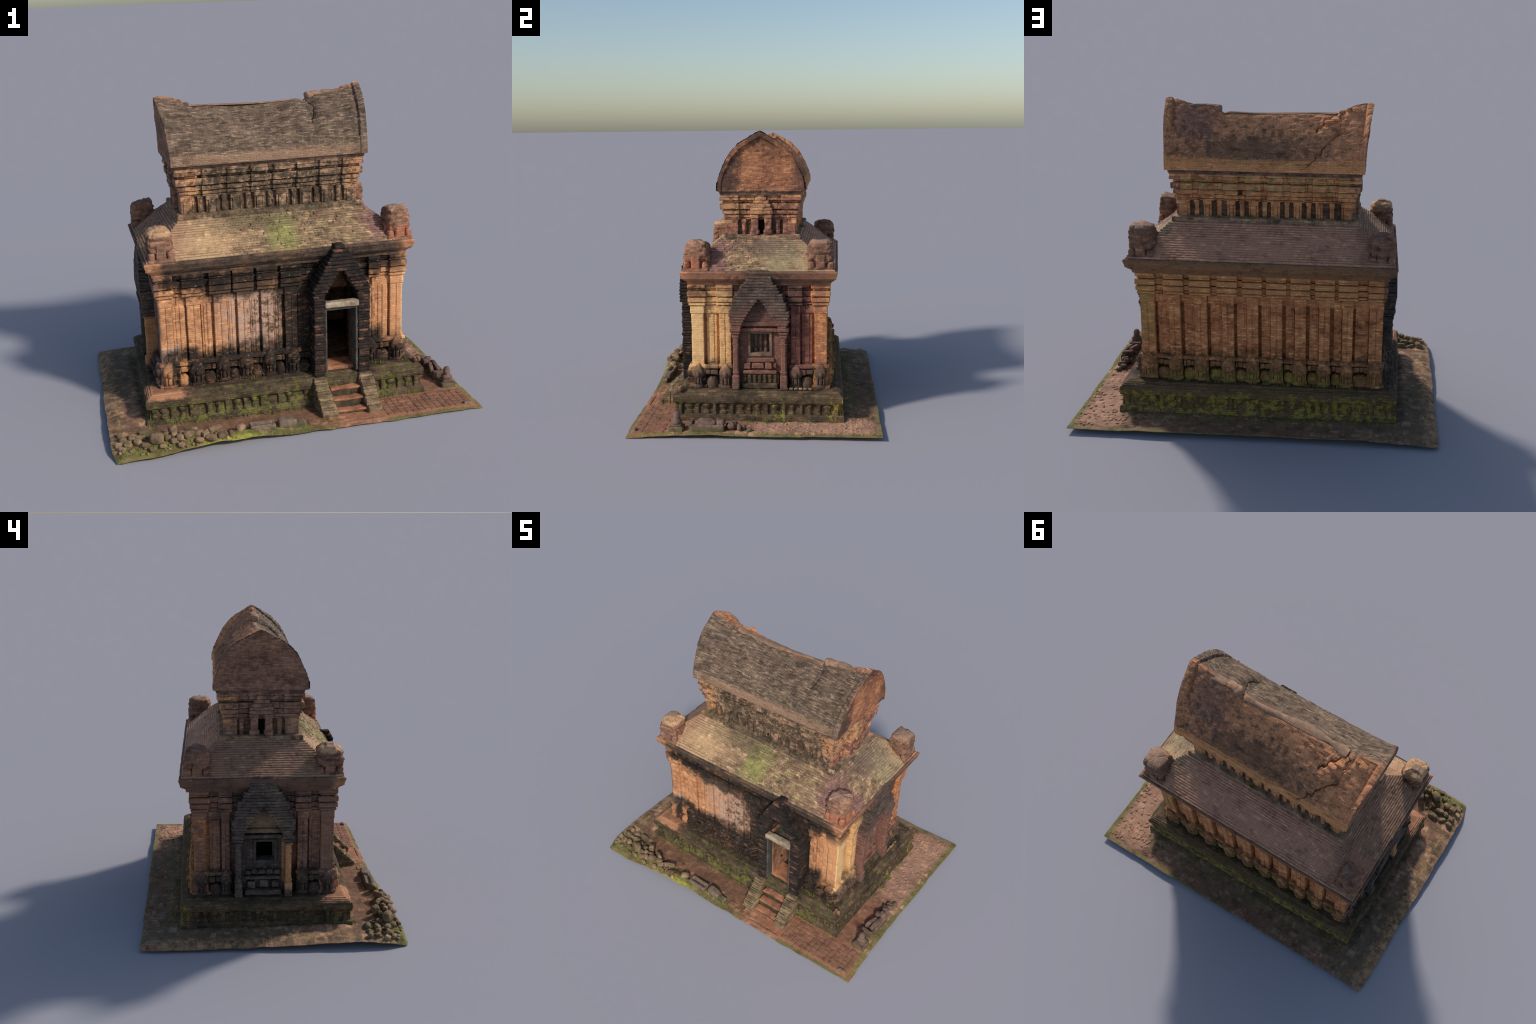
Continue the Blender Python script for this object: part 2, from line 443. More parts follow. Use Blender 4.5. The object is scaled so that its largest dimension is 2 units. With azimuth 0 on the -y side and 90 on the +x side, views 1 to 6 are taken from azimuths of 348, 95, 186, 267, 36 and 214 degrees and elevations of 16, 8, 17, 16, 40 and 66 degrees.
M_tier_right = masonry("tier_brick_right", [srgb(102, 70, 62), srgb(144, 98, 82), srgb(182, 128, 102), srgb(206, 156, 120)], [
    (srgb(212, 162, 114), (.47, -.06, 1.27), (.1, .14, .06), .7, .9, .75),
    (srgb(84, 60, 56), (.47, .06, 1.2), (.1, .25, .15), .6, 1.6, .7)], mortar=.4)
M_tier_back = masonry("tier_brick_back", [srgb(134, 90, 62), srgb(188, 128, 86), srgb(218, 154, 106), srgb(226, 176, 122)], [
    (srgb(172, 160, 104), (0, .27, 1.29), (.5, .1, .06), .6, 1.8, .5),
    (srgb(124, 112, 76), (0, .27, 1.08), (.5, .1, .025), .5, .9, .6)], mortar=.4)
M_tier_core = masonry("tier_core_shade_darkened", [srgb(62, 50, 42), srgb(90, 71, 57), srgb(116, 92, 72), srgb(144, 114, 88)], [], mortar=.4)  # base colour darkened to paint shade into the slots between piers
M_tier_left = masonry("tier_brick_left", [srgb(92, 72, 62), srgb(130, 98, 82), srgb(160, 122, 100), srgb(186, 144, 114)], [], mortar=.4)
M_vault_front = masonry("vault_brick", [srgb(74, 62, 53), srgb(98, 82, 69), srgb(120, 101, 85), srgb(142, 121, 101)], [
    (srgb(226, 154, 108), (0, .29, 1.50), (.8, .246, .3), .15, .10, .88),
    (srgb(112, 86, 68), (.02, .25, 1.45), (.34, .15, .08), .6, .9, .75),
    (srgb(104, 82, 66), (.1, .2, 1.52), (.5, .2, .14), .5, 1.2, .7),
    (srgb(214, 152, 100), (0, .30, 1.385), (.7, .1, .035), .3, .6, .8),
    (srgb(166, 132, 106), (-.05, -.215, 1.385), (.5, .05, .025), .5, .95, .7),
    (srgb(104, 82, 80), (.38, .2, 1.60), (.10, .12, .07), .6, .9, .6),
    (srgb(142, 112, 94), (0, -.15, 1.50), (.55, .12, .16), .4, 1.0, .4),
    (srgb(128, 118, 88), (.1, -.18, 1.45), (.42, .08, .06), .4, 1.1, .5),
], brick=(.034, .0100), speck=(srgb(176, 156, 132), .3), bump=.55, grain=.45, bvar=1.0, slope=True, mortar=.5, blotch=.5)
M_gable_r = masonry("gable_brick_right", [srgb(104, 72, 58), srgb(152, 102, 76), srgb(180, 124, 90), srgb(196, 142, 102)], [
    (srgb(80, 62, 56), (.52, -.17, 1.42), (.1, .085, .14), .6, .75, .9),
    (srgb(84, 66, 56), (.52, .04, 1.71), (.1, .16, .09), .8, .8, .85),
    (srgb(90, 68, 62), (.52, .28, 1.46), (.1, .045, .14), .6, .8, .8)], brick=(.034, .0078), mortar=.4)
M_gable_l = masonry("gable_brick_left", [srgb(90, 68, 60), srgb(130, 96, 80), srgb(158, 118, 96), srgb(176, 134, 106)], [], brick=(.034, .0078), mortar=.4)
M_rim_dark = masonry("vault_rim_brick", [srgb(70, 60, 56), srgb(104, 84, 74), srgb(142, 110, 92), srgb(176, 138, 108)], [])
M_ridge = masonry("ridge_clay", [srgb(112, 96, 84), srgb(138, 114, 94), srgb(176, 132, 102), srgb(206, 150, 110)], [], brick=(5, 5), mortar=0, grain=.12, bump=.2)
M_ground = masonry("ground_earth", [srgb(92, 74, 58), srgb(130, 100, 78), srgb(158, 120, 94), srgb(184, 144, 114)], [
    (srgb(112, 90, 70), (0, .64, .03), (.7, .13, .3), .5, .8, .8),
    (srgb(98, 86, 68), (-.86, .4, .03), (.1, .5, .3), .6, .9, .8),
    (srgb(94, 92, 56), (0, .565, .03), (.74, .06, .3), .5, 1.4, .75),
    (srgb(160, 134, 92), (-.97, .1, .03), (.06, .7, .3), .7, 1.5, .75),
    (srgb(176, 134, 108), (.84, .55, .03), (.12, .16, .3), .5, .8, .8),
    (srgb(174, 134, 112), (.86, .2, .03), (.1, .3, .3), .5, .9, .7),
    (srgb(140, 94, 74), (.82, -.2, .03), (.09, .2, .3), .5, .8, .7),
    (srgb(156, 106, 80), (.7, -.60, .03), (.6, .14, .3), .3, .3, .85),
    (srgb(118, 86, 66), (-.3, -.53, .04), (.46, .08, .3), .4, .5, .85),
    (srgb(74, 76, 46), (-.88, -.64, .04), (.13, .12, .3), .5, 1.8, .75),
    (srgb(88, 86, 48), (-.45, -.70, .03), (.55, .06, .3), .4, .6, .85),
    (srgb(112, 118, 52), (-.45, -.715, .03), (.55, .05, .3), .4, 1.5, .85),
    (srgb(164, 160, 68), (-.42, -.735, .03), (.16, .03, .3), .4, .6, .85),
    (srgb(122, 112, 64), (-.82, -.755, .01), (.2, .016, .3), .5, .4, .8),
    (srgb(98, 104, 58), (.7, -.70, .02), (.3, .018, .3), .4, .9, .75),
    (srgb(112, 112, 60), (.985, .1, .02), (.03, .7, .3), .5, .9, .8),
    (srgb(118, 114, 64), (0, .745, .02), (.98, .02, .3), .5, .9, .7),
], brick=(.062, .038), ground=True, mortar=.25, speck=(srgb(190, 158, 134), .35), bump=.4, grain=.45, bvar=.8)
M_paver = masonry("paver_brick", [srgb(112, 82, 64), srgb(140, 100, 78), srgb(158, 114, 90), srgb(174, 130, 106)], [], brick=(5, 5), mortar=0, grain=.2, bump=.3)
M_slab = masonry("paving_slab", [srgb(108, 92, 78), srgb(134, 114, 96), srgb(150, 130, 108), srgb(168, 146, 122)], [], brick=(5, 5), mortar=0, grain=.25)
M_step = masonry("step_brick", [srgb(110, 80, 62), srgb(158, 108, 80), srgb(182, 126, 96), srgb(198, 146, 114)], [], brick=(5, 5), mortar=0, grain=.15, bump=.3)
M_riser = masonry("mossy_riser", [srgb(52, 46, 36), srgb(72, 62, 46), srgb(96, 84, 60), srgb(128, 100, 74)], [], brick=(5, 5), mortar=0, grain=.4)
M_bal = masonry("balustrade_brick", [srgb(78, 64, 50), srgb(114, 96, 74), srgb(146, 124, 96), srgb(172, 150, 118)], [
    (srgb(146, 136, 84), (.16, -.55, .12), (.06, .06, .05), .5, 1.2, .6)], brick=(.07, .0125), grain=.35)
M_rock = masonry("fieldstone", [srgb(84, 70, 54), srgb(124, 102, 78), srgb(158, 130, 100), srgb(180, 148, 116)], [
    (srgb(92, 100, 60), (-.87, -.62, .06), (.14, .12, .05), .5, 1.4, .5)], brick=(5, 5), mortar=0, grain=.3)
M_carved = masonry("carved_stone", [srgb(88, 76, 64), srgb(118, 100, 86), srgb(138, 116, 98), srgb(152, 130, 110)], [
    (srgb(92, 94, 56), (0, 0, .02), (S, S, .028), .5, .9, .7)], brick=(5, 5), mortar=0, grain=.25)
M_sculpt = masonry("sculpted_stone", [srgb(80, 64, 57), srgb(108, 86, 76), srgb(134, 108, 94), srgb(160, 134, 116)], [
    (srgb(92, 92, 56), (0, 0, .02), (S, S, .03), .5, .9, .7)], brick=(5, 5), mortar=0, grain=.25)
M_lintel = masonry("lintel_stone", [srgb(120, 104, 86), srgb(158, 140, 118), srgb(182, 164, 140), srgb(196, 180, 158)], [], brick=(5, 5), mortar=0, grain=.15)
M_inner = masonry("interior_plaster", [srgb(96, 68, 50), srgb(146, 106, 80), srgb(180, 140, 114), srgb(196, 160, 136)], [], brick=(5, 5), mortar=0, grain=.5, bump=1., streak=.4)
M_frame = masonry("window_frame_stone", [srgb(88, 72, 62), srgb(118, 96, 80), srgb(146, 120, 96), srgb(164, 138, 112)], [], brick=(5, 5), mortar=0)
M_frame_grey = masonry("door_frame_stone", [srgb(60, 58, 52), srgb(78, 75, 68), srgb(98, 93, 84), srgb(122, 115, 103)], [], brick=(5, 5), mortar=0)  # greys lowered to match the jamb lying in shadow
_d = NT("painted_hole_shadow"); M_dark = _d.finish(srgb(20, 17, 15), 1.)  # near-black colour draws the darkness of holes on solid plates and a lump

def leaf_material(name, a, b):
    n = NT(name)
    i = n.new("ShaderNodeObjectInfo")
    col = n.ramp(n.noise(40, 2), [(.35, a), (.65, b)])
    tr = n.new("ShaderNodeBsdfTranslucent"); n.put(tr.inputs[0], col)
    n.put(n.b.inputs["Base Color"], col); n.b.inputs["Roughness"].default_value = .7
    ms = n.new("ShaderNodeMixShader"); ms.inputs[0].default_value = .25
    n.t.links.new(n.b.outputs[0], ms.inputs[1]); n.t.links.new(tr.outputs[0], ms.inputs[2])
    n.t.links.new(ms.outputs[0], n.out.inputs[0])
    return n.m
M_weed = leaf_material("weed_leaf", srgb(86, 108, 44), srgb(134, 150, 70))
M_moss = leaf_material("moss_blade", srgb(92, 96, 40), srgb(148, 148, 66))

R = random.Random(11)
temple = empty("brick_temple", "weathered brick temple with saddle-backed vaulted roof on a ground patch", "ancient temple")

# ------------------------------------------------------------------ shared layout
WALL = (-.686, .650, -.362, .432)         # pilaster faces
PLINTH = (-.790, .750, -.463, .519)
EAVE = (-.746, .705, -.412, .496)
TIER = (-.512, .461, -.176, .252)         # upper storey pilaster faces
AXIS_Y = .043
OFFS = np.array([[-.003, 0.], [.011, .001], [-.010, .005], [.003, -.006]])   # FL FR BR BL corner corrections

def warp_wall(p):
    x0, x1, y0, y1 = WALL
    u = np.clip((p[:, 0] - x0) / (x1 - x0), 0, 1)[:, None]
    v = np.clip((p[:, 1] - y0) / (y1 - y0), 0, 1)[:, None]
    d = (1 - u) * (1 - v) * OFFS[0] + u * (1 - v) * OFFS[1] + u * v * OFFS[2] + (1 - u) * v * OFFS[3]
    k = sstep(.86, .80, p[:, 2])[:, None]
    q = p.copy(); q[:, :2] += d * k
    return q

def grown(r, d):
    return (r[0] - d, r[1] + d, r[2] - d, r[3] + d)

# facade frames: (name, material, plane axis, outward sign, pilaster intervals, panel intervals)
front_p = [(-.686, -.615), (-.538, -.467), (-.395, -.326), (-.269, -.204), (-.141, -.075), (-.012, .055), (.475, .492), (.580, .650)]
front_q = [(-.613, -.547), (-.462, -.408), (-.322, -.281), (-.200, -.153), (-.071, -.028), (.058, .120), (.446, .474), (.494, .570)]
back_p = [(.570, .650), (.427, .492), (.279, .348), (.129, .195), (-.006, .056), (-.138, -.075), (-.268, -.207), (-.399, -.340), (-.524, -.466), (-.686, -.612)]
back_q = [(.495, .556), (.351, .408), (.198, .261), (.059, .114), (-.072, -.022), (-.204, -.156), (-.337, -.286), (-.463, -.420), (-.610, -.537)]
right_p = [(-.362, -.288), (-.197, -.129), (.222, .276), (.358, .432)]
right_q = [(-.275, -.215), (.286, .346)]
left_p = [(-.362, -.296), (-.214, -.156), (.228, .274), (.350, .432)]
left_q = [(-.288, -.224), (.283, .344)]
FACES = {
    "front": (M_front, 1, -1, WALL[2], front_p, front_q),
    "back": (M_back, 1, 1, WALL[3], back_p, back_q),
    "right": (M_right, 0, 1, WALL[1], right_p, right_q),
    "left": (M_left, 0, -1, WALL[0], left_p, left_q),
}

def slab_on(face, s0, s1, d0, d1):
    """plan rectangle of a piece on a facade: along s0..s1, from depth d0 to d1 (outward)"""
    _, ax, sg, pl, _, _ = FACES[face]
    a, b = sorted((pl + sg * d0, pl + sg * d1))
    return (s0, s1, a, b) if ax == 1 else (a, b, s0, s1)

# ------------------------------------------------------------------ ground
def edge_curve(pts):
    a = np.array(pts)
    return lambda t: np.interp(t, a[:, 0], a[:, 1])
front_z = edge_curve([(-1, .0), (-.87, .013), (-.73, .021), (-.62, .031), (-.53, .039), (-.46, .047), (-.39, .038), (-.3, .036), (-.04, .011), (.06, .014), (.14, .008), (.3, .010), (.5, .006), (.8, .012), (1, .001)])
back_z = edge_curve([(-1, .014), (-.94, .018), (-.75, .026), (-.6, .04), (-.3, .031), (-.14, .036), (.14, .034), (.4, .030), (.62, .030), (.7, .023), (1, .026)])
right_z = edge_curve([(-.70, .001), (-.66, .004), (-.51, .014), (-.35, .021), (-.19, .026), (-.07, .017), (.1, .018), (.38, .023), (.75, .026)])
left_z = edge_curve([(-.74, .0), (-.66, .025), (-.49, .042), (-.17, .030), (.08, .020), (.39, .014), (.72, .013)])
front_y = edge_curve([(-1, -.738), (-.95, -.757), (-.8, -.755), (-.62, -.742), (-.45, -.735), (-.27, -.720), (0, -.708), (.5, -.706), (.9, -.700), (1, -.694)])
back_y = edge_curve([(-1, .722), (-.6, .726), (0, .735), (1, .752)])
right_x = edge_curve([(-.7, .999), (-.5, .992), (-.2, .985), (.3, .985), (.75, .988)])
left_x = edge_curve([(-.75, -.976), (-.70, -.987), (-.6, -1.0), (-.4, -.999), (0, -.997), (.5, -.993), (.66, -.991), (.72, -.985)])

def inner_z(x, y):
    z = .027 + .012 * sstep(-.2, -.8, x) * sstep(.2, -.4, y) + .004 * sstep(.5, .9, y)
    z = z + .024 * np.exp(-((x + .66) / .17) ** 2 - ((y + .68) / .05) ** 2)
    z = z + .036 * np.exp(-((x + .36) / .26) ** 2 - ((y + .69) / .04) ** 2)
    z = z + .013 * sstep(-.70, -.84, x) * sstep(.75, .3, y) * sstep(-.60, -.30, y) + .004 * sstep(-.2, -.6, x) * sstep(.5, .6, y)
    z = z + .010 * np.exp(-((y - .55) / .04) ** 2) * sstep(.76, .7, x) + .008 * np.exp(-((x + .82) / .035) ** 2) * sstep(-.48, -.4, y)
    z = z - .007 * sstep(.15, .35, x) * sstep(-.45, -.6, y)
    return z

def ground_height(x, y):
    x = np.asarray(x, float); y = np.asarray(y, float)
    dl, dr = x - left_x(y), right_x(y) - x
    df, db = y - front_y(x), back_y(x) - y
    w = np.stack([1 / (np.maximum(q, .0005)) ** 2 for q in (dl, dr, df, db)])
    ez = (w * np.stack([left_z(y), right_z(y), front_z(x), back_z(x)])).sum(0) / w.sum(0)
    d = np.minimum(np.minimum(dl, dr), np.minimum(df, db))
    k = sstep(-.012, .055, d)
    return ez * (1 - k) + inner_z(x, y) * k, d

def build_ground():
    nx, ny = 330, 250
    tx = np.linspace(0, 1, nx); ty = np.linspace(0, 1, ny)
    U, W = np.meshgrid(tx, ty, indexing="ij")
    ys = -.73 + 1.46 * W
    X = left_x(ys) * (1 - U) + right_x(ys) * U
    Y = front_y(X) * (1 - W) + back_y(X) * W
    X = left_x(Y) * (1 - U) + right_x(Y) * U
    # frayed rim
    x, y = X.ravel(), Y.ravel()
    rim = np.minimum(np.minimum(U, 1 - U) / .02, np.minimum(W, 1 - W) / .02).ravel()
    P = np.stack([x, y, x * 0], -1)
    fr = np.clip(1 - rim, 0, 1) * .006
    x = x + fr * fbm(P, 14, 3, 3); y = y + fr * fbm(P, 14, 3, 8)
    x = np.clip(x, -1, 1)
    z, d = ground_height(x, y)
    k = np.clip(d / .05, 0, 1)
    z = z + (.0022 * fbm(P, 40, 3, 21) + .003 * fbm(P, 12, 2, 5)) * k
    z = np.maximum(z, 0.0)
    top = np.stack([x, y, z], -1)
    zb = np.where(rim < 1, np.maximum(z - .003, 0), np.maximum(z - .012, .0))
    mb = MB()
    n = nx * ny
    F = grid_faces(nx, ny)
    idx = np.arange(n).reshape(nx, ny)
    loop = np.concatenate([idx[:, 0], idx[-1, 1:], idx[-2::-1, -1], idx[0, -2:0:-1]])
    l2 = np.roll(loop, -1)
    side = np.stack([l2, loop, loop + n, l2 + n], -1)[:, ::-1]
    side = side[:, ::-1]
    bot = np.stack([x, y, np.minimum(zb, z - .0008)], -1)
    bot[:, 2] -= 0
    V = np.concatenate([top, bot]); V[:, 2] = np.maximum(V[:, 2], 0)
    mb.add(V, np.concatenate([F, F[:, ::-1] + n, side]))
    return mb
ground = put("ground", build_ground(), M_ground, temple, angle=50)

def gz(x, y):
    return float(ground_height(np.array([x]), np.array([y]))[0][0])

# brick pavers in front of the right-hand corner: rows of long bricks laid in alternating pairs
x = .468
row = 0
while x < .93:
    y = -.668
    vertical = row % 2
    while y < -.475:
        for k in range(2 if not vertical else 1):
            if vertical:
                w, l = .034, .060
            else:
                w, l = .034, .030
            yy = y + k * (l + .001)
            if yy + l > -.468: continue
            if x + w > .86 and yy > -.48: continue
            zz = gz(x + w / 2, yy + l / 2)
            mb = MB()
            h = zz + .0032 + R.uniform(-.0008, .0008)
            rough_box(mb, x, x + w - .0002, yy, yy + l - .0002, zz - .008, h, rot=((x + w / 2, yy + l / 2, zz), R.gauss(0, .015), 0), r=.0014, cell=.012, amp=.0009, freq=70, chip=.0008, seed=R.randint(0, 999))
            put("paver", mb, M_paver, ground)
        y += (.062 if not vertical else .0615)
    x += .0352
    row += 1
mb = MB(); rough_box(mb, .905, .948, -.668, -.648, .018, .0335, r=.003, amp=.001, chip=.002, seed=4); put("paver", mb, M_slab, ground)
# low kerb strip in front of the stair
for (a, b, c, d) in [(.11, .45, -.690, -.668), (.03, .085, -.665, -.625)]:
    mb = MB(); rough_box(mb, a, b, c, d, .006, gz((a + b) / 2, (c + d) / 2) + .004, r=.004, cell=.015, amp=.002, freq=30, chip=.002, seed=8); put("kerb", mb, M_paver, ground)
# pale slabs let into the ground behind and at the left
for (cx, cy, l, w) in [(-.60, .61, .10, .045), (-.716, .644, .07, .035), (-.825, .551, .05, .05), (-.88, .324, .06, .03), (-.911, .433, .03, .05), (-.854, .246, .028, .04), (-.565, .67, .06, .03),
                       (-.344, .679, .055, .035), (-.23, .571, .04, .025), (-.829, .417, .03, .03), (-.94, .67, .05, .03), (-.03, .631, .03, .024), (.062, .633, .035, .022), (.123, .686, .04, .03), (.312, .685, .035, .03),
                       (-.45, .63, .05, .03), (.45, .64, .03, .03), (-.87, .05, .035, .03), (-.9, -.1, .04, .03), (-.86, -.3, .03, .03)]:
    zz = gz(cx, cy); mb = MB()
    rough_box(mb, cx - l / 2, cx + l / 2, cy - w / 2, cy + w / 2, zz - .008, zz + .003, r=.003, cell=.012, amp=.001, chip=.003, seed=R.randint(0, 999), rot=((cx, cy, zz), R.uniform(-.15, .15), 0))
    put("paving_slab", mb, M_slab, ground)
# stony path at the right: flat cobbles
mbs = MB()
for k in range(150):
    cx, cy = R.uniform(.775, .965), R.uniform(-.02, .70)
    if R.random() < .4: cy = R.uniform(.56, .71); cx = R.uniform(.6, .96)
    boulder(mbs, (cx, cy, gz(cx, cy) - .001), (R.uniform(.006, .016), R.uniform(.005, .012), R.uniform(.003, .006)), R.uniform(0, 3), 0, k, .75, .3, 5)
put("cobble", mbs, M_ground, ground, kind="stuff")

# ------------------------------------------------------------------ plinth
plinth = empty("plinth", parent=temple)
def warp_plinth(p):
    u = np.clip((p[:, 0] - PLINTH[0]) / 1.54, 0, 1); v = np.clip((p[:, 1] - PLINTH[2]) / .98, 0, 1)
    q = p.copy()
    q[:, 1] += v * (u * .014 - (1 - u) * .014)
    q[:, 0] += (1 - u) * (v * .022 - .003 * (1 - v))
    return q
def worn(amp, f, chip=0, seed=0):
    def g(V, N):
        d = amp * fbm(V, f, 3, seed)
        if chip: d = d - chip * np.clip(fbm(V, f * .35, 2, seed + 9) - .25, 0, 1) * 2
        return d
    return g
mb = MB()
ring_loft(mb, PLINTH, [(-.006, .0), (.005, .012), (.006, .035), (.004, .056), (0, .064), (-.012, .068), (-.017, .09), (-.017, .118), (-.011, .126), (-.002, .131), (.001, .136)], .008, worn(.0050, 30, .008, 1), warp_plinth)
put("foot_moulding", mb, M_plinth, plinth)
mb = MB()
ring_loft(mb, PLINTH, [(-.03, .128), (-.006, .129), (0, .133), (.002, .142), (.003, .153), (.003, .168), (.001, .177), (-.005, .182), (-.010, .1825), (-.011, .188), (-.018, .1895), (-.020, .193), (-.026, .194),
                       (-.030, .194), (-.032, .199), (-.045, .2015), (-.09, .203), (-.16, .204), (-.30, .206)], .008, worn(.0026, 34, .006, 2), warp_plinth)
put("top_moulding", mb, M_plinth, plinth)

def ring_positions(rect, step):
    """evenly spaced stations round a rectangle: (x, y, angle of the outward normal)"""
    x0, x1, y0, y1 = rect
    out = []
    for (ax, ay, bx, by, an) in ((x0, y0, x1, y0, -math.pi / 2), (x1, y0, x1, y1, 0), (x1, y1, x0, y1, math.pi / 2), (x0, y1, x0, y0, math.pi)):
        L = math.hypot(bx - ax, by - ay); n = int(round(L / step))
        for k in range(n):
            t = (k + .5) / n
            out.append((ax + (bx - ax) * t, ay + (by - ay) * t, an, k))
    return out
mb = MB(); rough_box(mb, -.010, .012, -.011, .011, .062, .132, r=.003, cell=.01, amp=.0018, freq=80, chip=.003)
rough_box(mb, -.010, .014, -.014, .014, .062, .072, r=.003, cell=.01, amp=.001, seed=4); rough_box(mb, -.010, .014, -.014, .014, .122, .131, r=.003, cell=.01, amp=.001, seed=5)
baluster_me = to_mesh("baluster", mb, M_plinth)
mb = MB(); revolve(mb, [(0, .062), (.020, .062), (.022, .075), (.017, .084), (.013, .094), (.020, .106), (.023, .116), (.019, .126), (.012, .131), (0, .131)], (-.004, 0, 0), 14, .0025, 60, 3, .8, 1)
lotus_me = to_mesh("lotus_bud", mb, M_plinth)
for (x, y, an, k) in ring_positions(grown(PLINTH, -.015), .049):
    if abs(y - PLINTH[2]) < .05 and .10 < x < .46: continue
    p = warp_plinth(np.array([[x, y, 0]]))[0]
    me = baluster_me if k % 2 == 0 else lotus_me
    if R.random() < .12: continue
    ob = put(me.name, me, None, plinth)
    ob.location = (p[0], p[1], R.uniform(-.001, .001)); ob.rotation_euler = (0, 0, an + R.uniform(-.06, .06)); ob.scale = (R.uniform(.75, 1.15), R.uniform(.75, 1.3), 1)

# ------------------------------------------------------------------ main walls
walls = empty("main_wall", parent=temple)
CORE = (WALL[0] + .042, WALL[1] - .042, WALL[2] + .034, WALL[3] - .052)
mb = MB()
def brick_rows(row=.0105, ln=.036, amp=.0016, seed=3):
    def f(p, n):
        r = np.floor(p[:, 2] / row); s = (p[:, 0] + p[:, 1]) / ln + .5 * (r % 2)
        return amp * (cellrand(r, np.floor(s), seed) - .5)
    return f
for face, (a0, a1, b0, b1) in {"front": (CORE[0], CORE[1], CORE[2], CORE[2] + .05), "back": (CORE[0], CORE[1], CORE[3] - .05, CORE[3]),
                               "left": (CORE[0], CORE[0] + .05, CORE[2] + .05, CORE[3] - .05), "right": (CORE[1] - .05, CORE[1], CORE[2] + .05, CORE[3] - .05)}.items():
    segs = [(a0, a1, b0, b1, .195, .86)]
    if face == "front":   # leave the doorway open
        segs = [(a0, .195, b0, b1, .195, .86), (.362, a1, b0, b1, .195, .86), (.195, .362, b0, b1, .79, .86)]
    if face == "left":    # and the window
        segs = [(a0, a1, b0, -.018, .195, .86), (a0, a1, .080, b1, .195, .86), (a0, a1, -.018, .080, .195, .400), (a0, a1, -.018, .080, .518, .86)]
    if face == "right":
        segs = [(a0, a1, b0, -.016, .195, .86), (a0, a1, .104, b1, .195, .86), (a0, a1, -.016, .104, .195, .405), (a0, a1, -.016, .104, .530, .86)]
    mb = MB()
    for k, g in enumerate(segs):
        rough_box(mb, *g, r=.002, cell=.009, amp=.0015, freq=50, seed=k, warp=warp_wall, extra=brick_rows())
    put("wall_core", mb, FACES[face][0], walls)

# string courses on the core, behind the pilasters
BANDS = [(.650, .696, .004), (.699, .714, .012), (.7185, .747, .017), (.753, .785, .021), (.787, .800, .010), (.801, .823, .019)]
for face in FACES:
    mb = MB()
    mat, ax, sg, pl, pil, pan = FACES[face]
    lo, hi = (WALL[0], WALL[1]) if ax == 1 else (WALL[2], WALL[3])
    for (z0, z1, d) in BANDS:
        s = lo + .03
        while s < hi - .03:
            e = min(hi - .03, s + R.uniform(.05, .16))
            if face == "front":          # the courses stop at the doorway
                if s < .19 < e: e = .19
                elif .189 <= s < .366: s = .366; continue
            if True:
                rough_box(mb, *slab_on(face, s, e, -.06, d - (.015 if z0 < .69 else .021) + R.uniform(-.003, .002)), z0 + R.uniform(-.001, .001), z1 + R.uniform(-.001, .001), r=.003, cell=.009, amp=.0015, freq=70, chip=.004, seed=R.randint(0, 999), warp=warp_wall)
            s = e + .0005
    put("string_course", mb, mat, walls)

def corner_rect(face, s0, s1, lo, hi, grow):
    """pilasters that stand on a corner are square in plan so that both facades share them"""
    return s0, s1

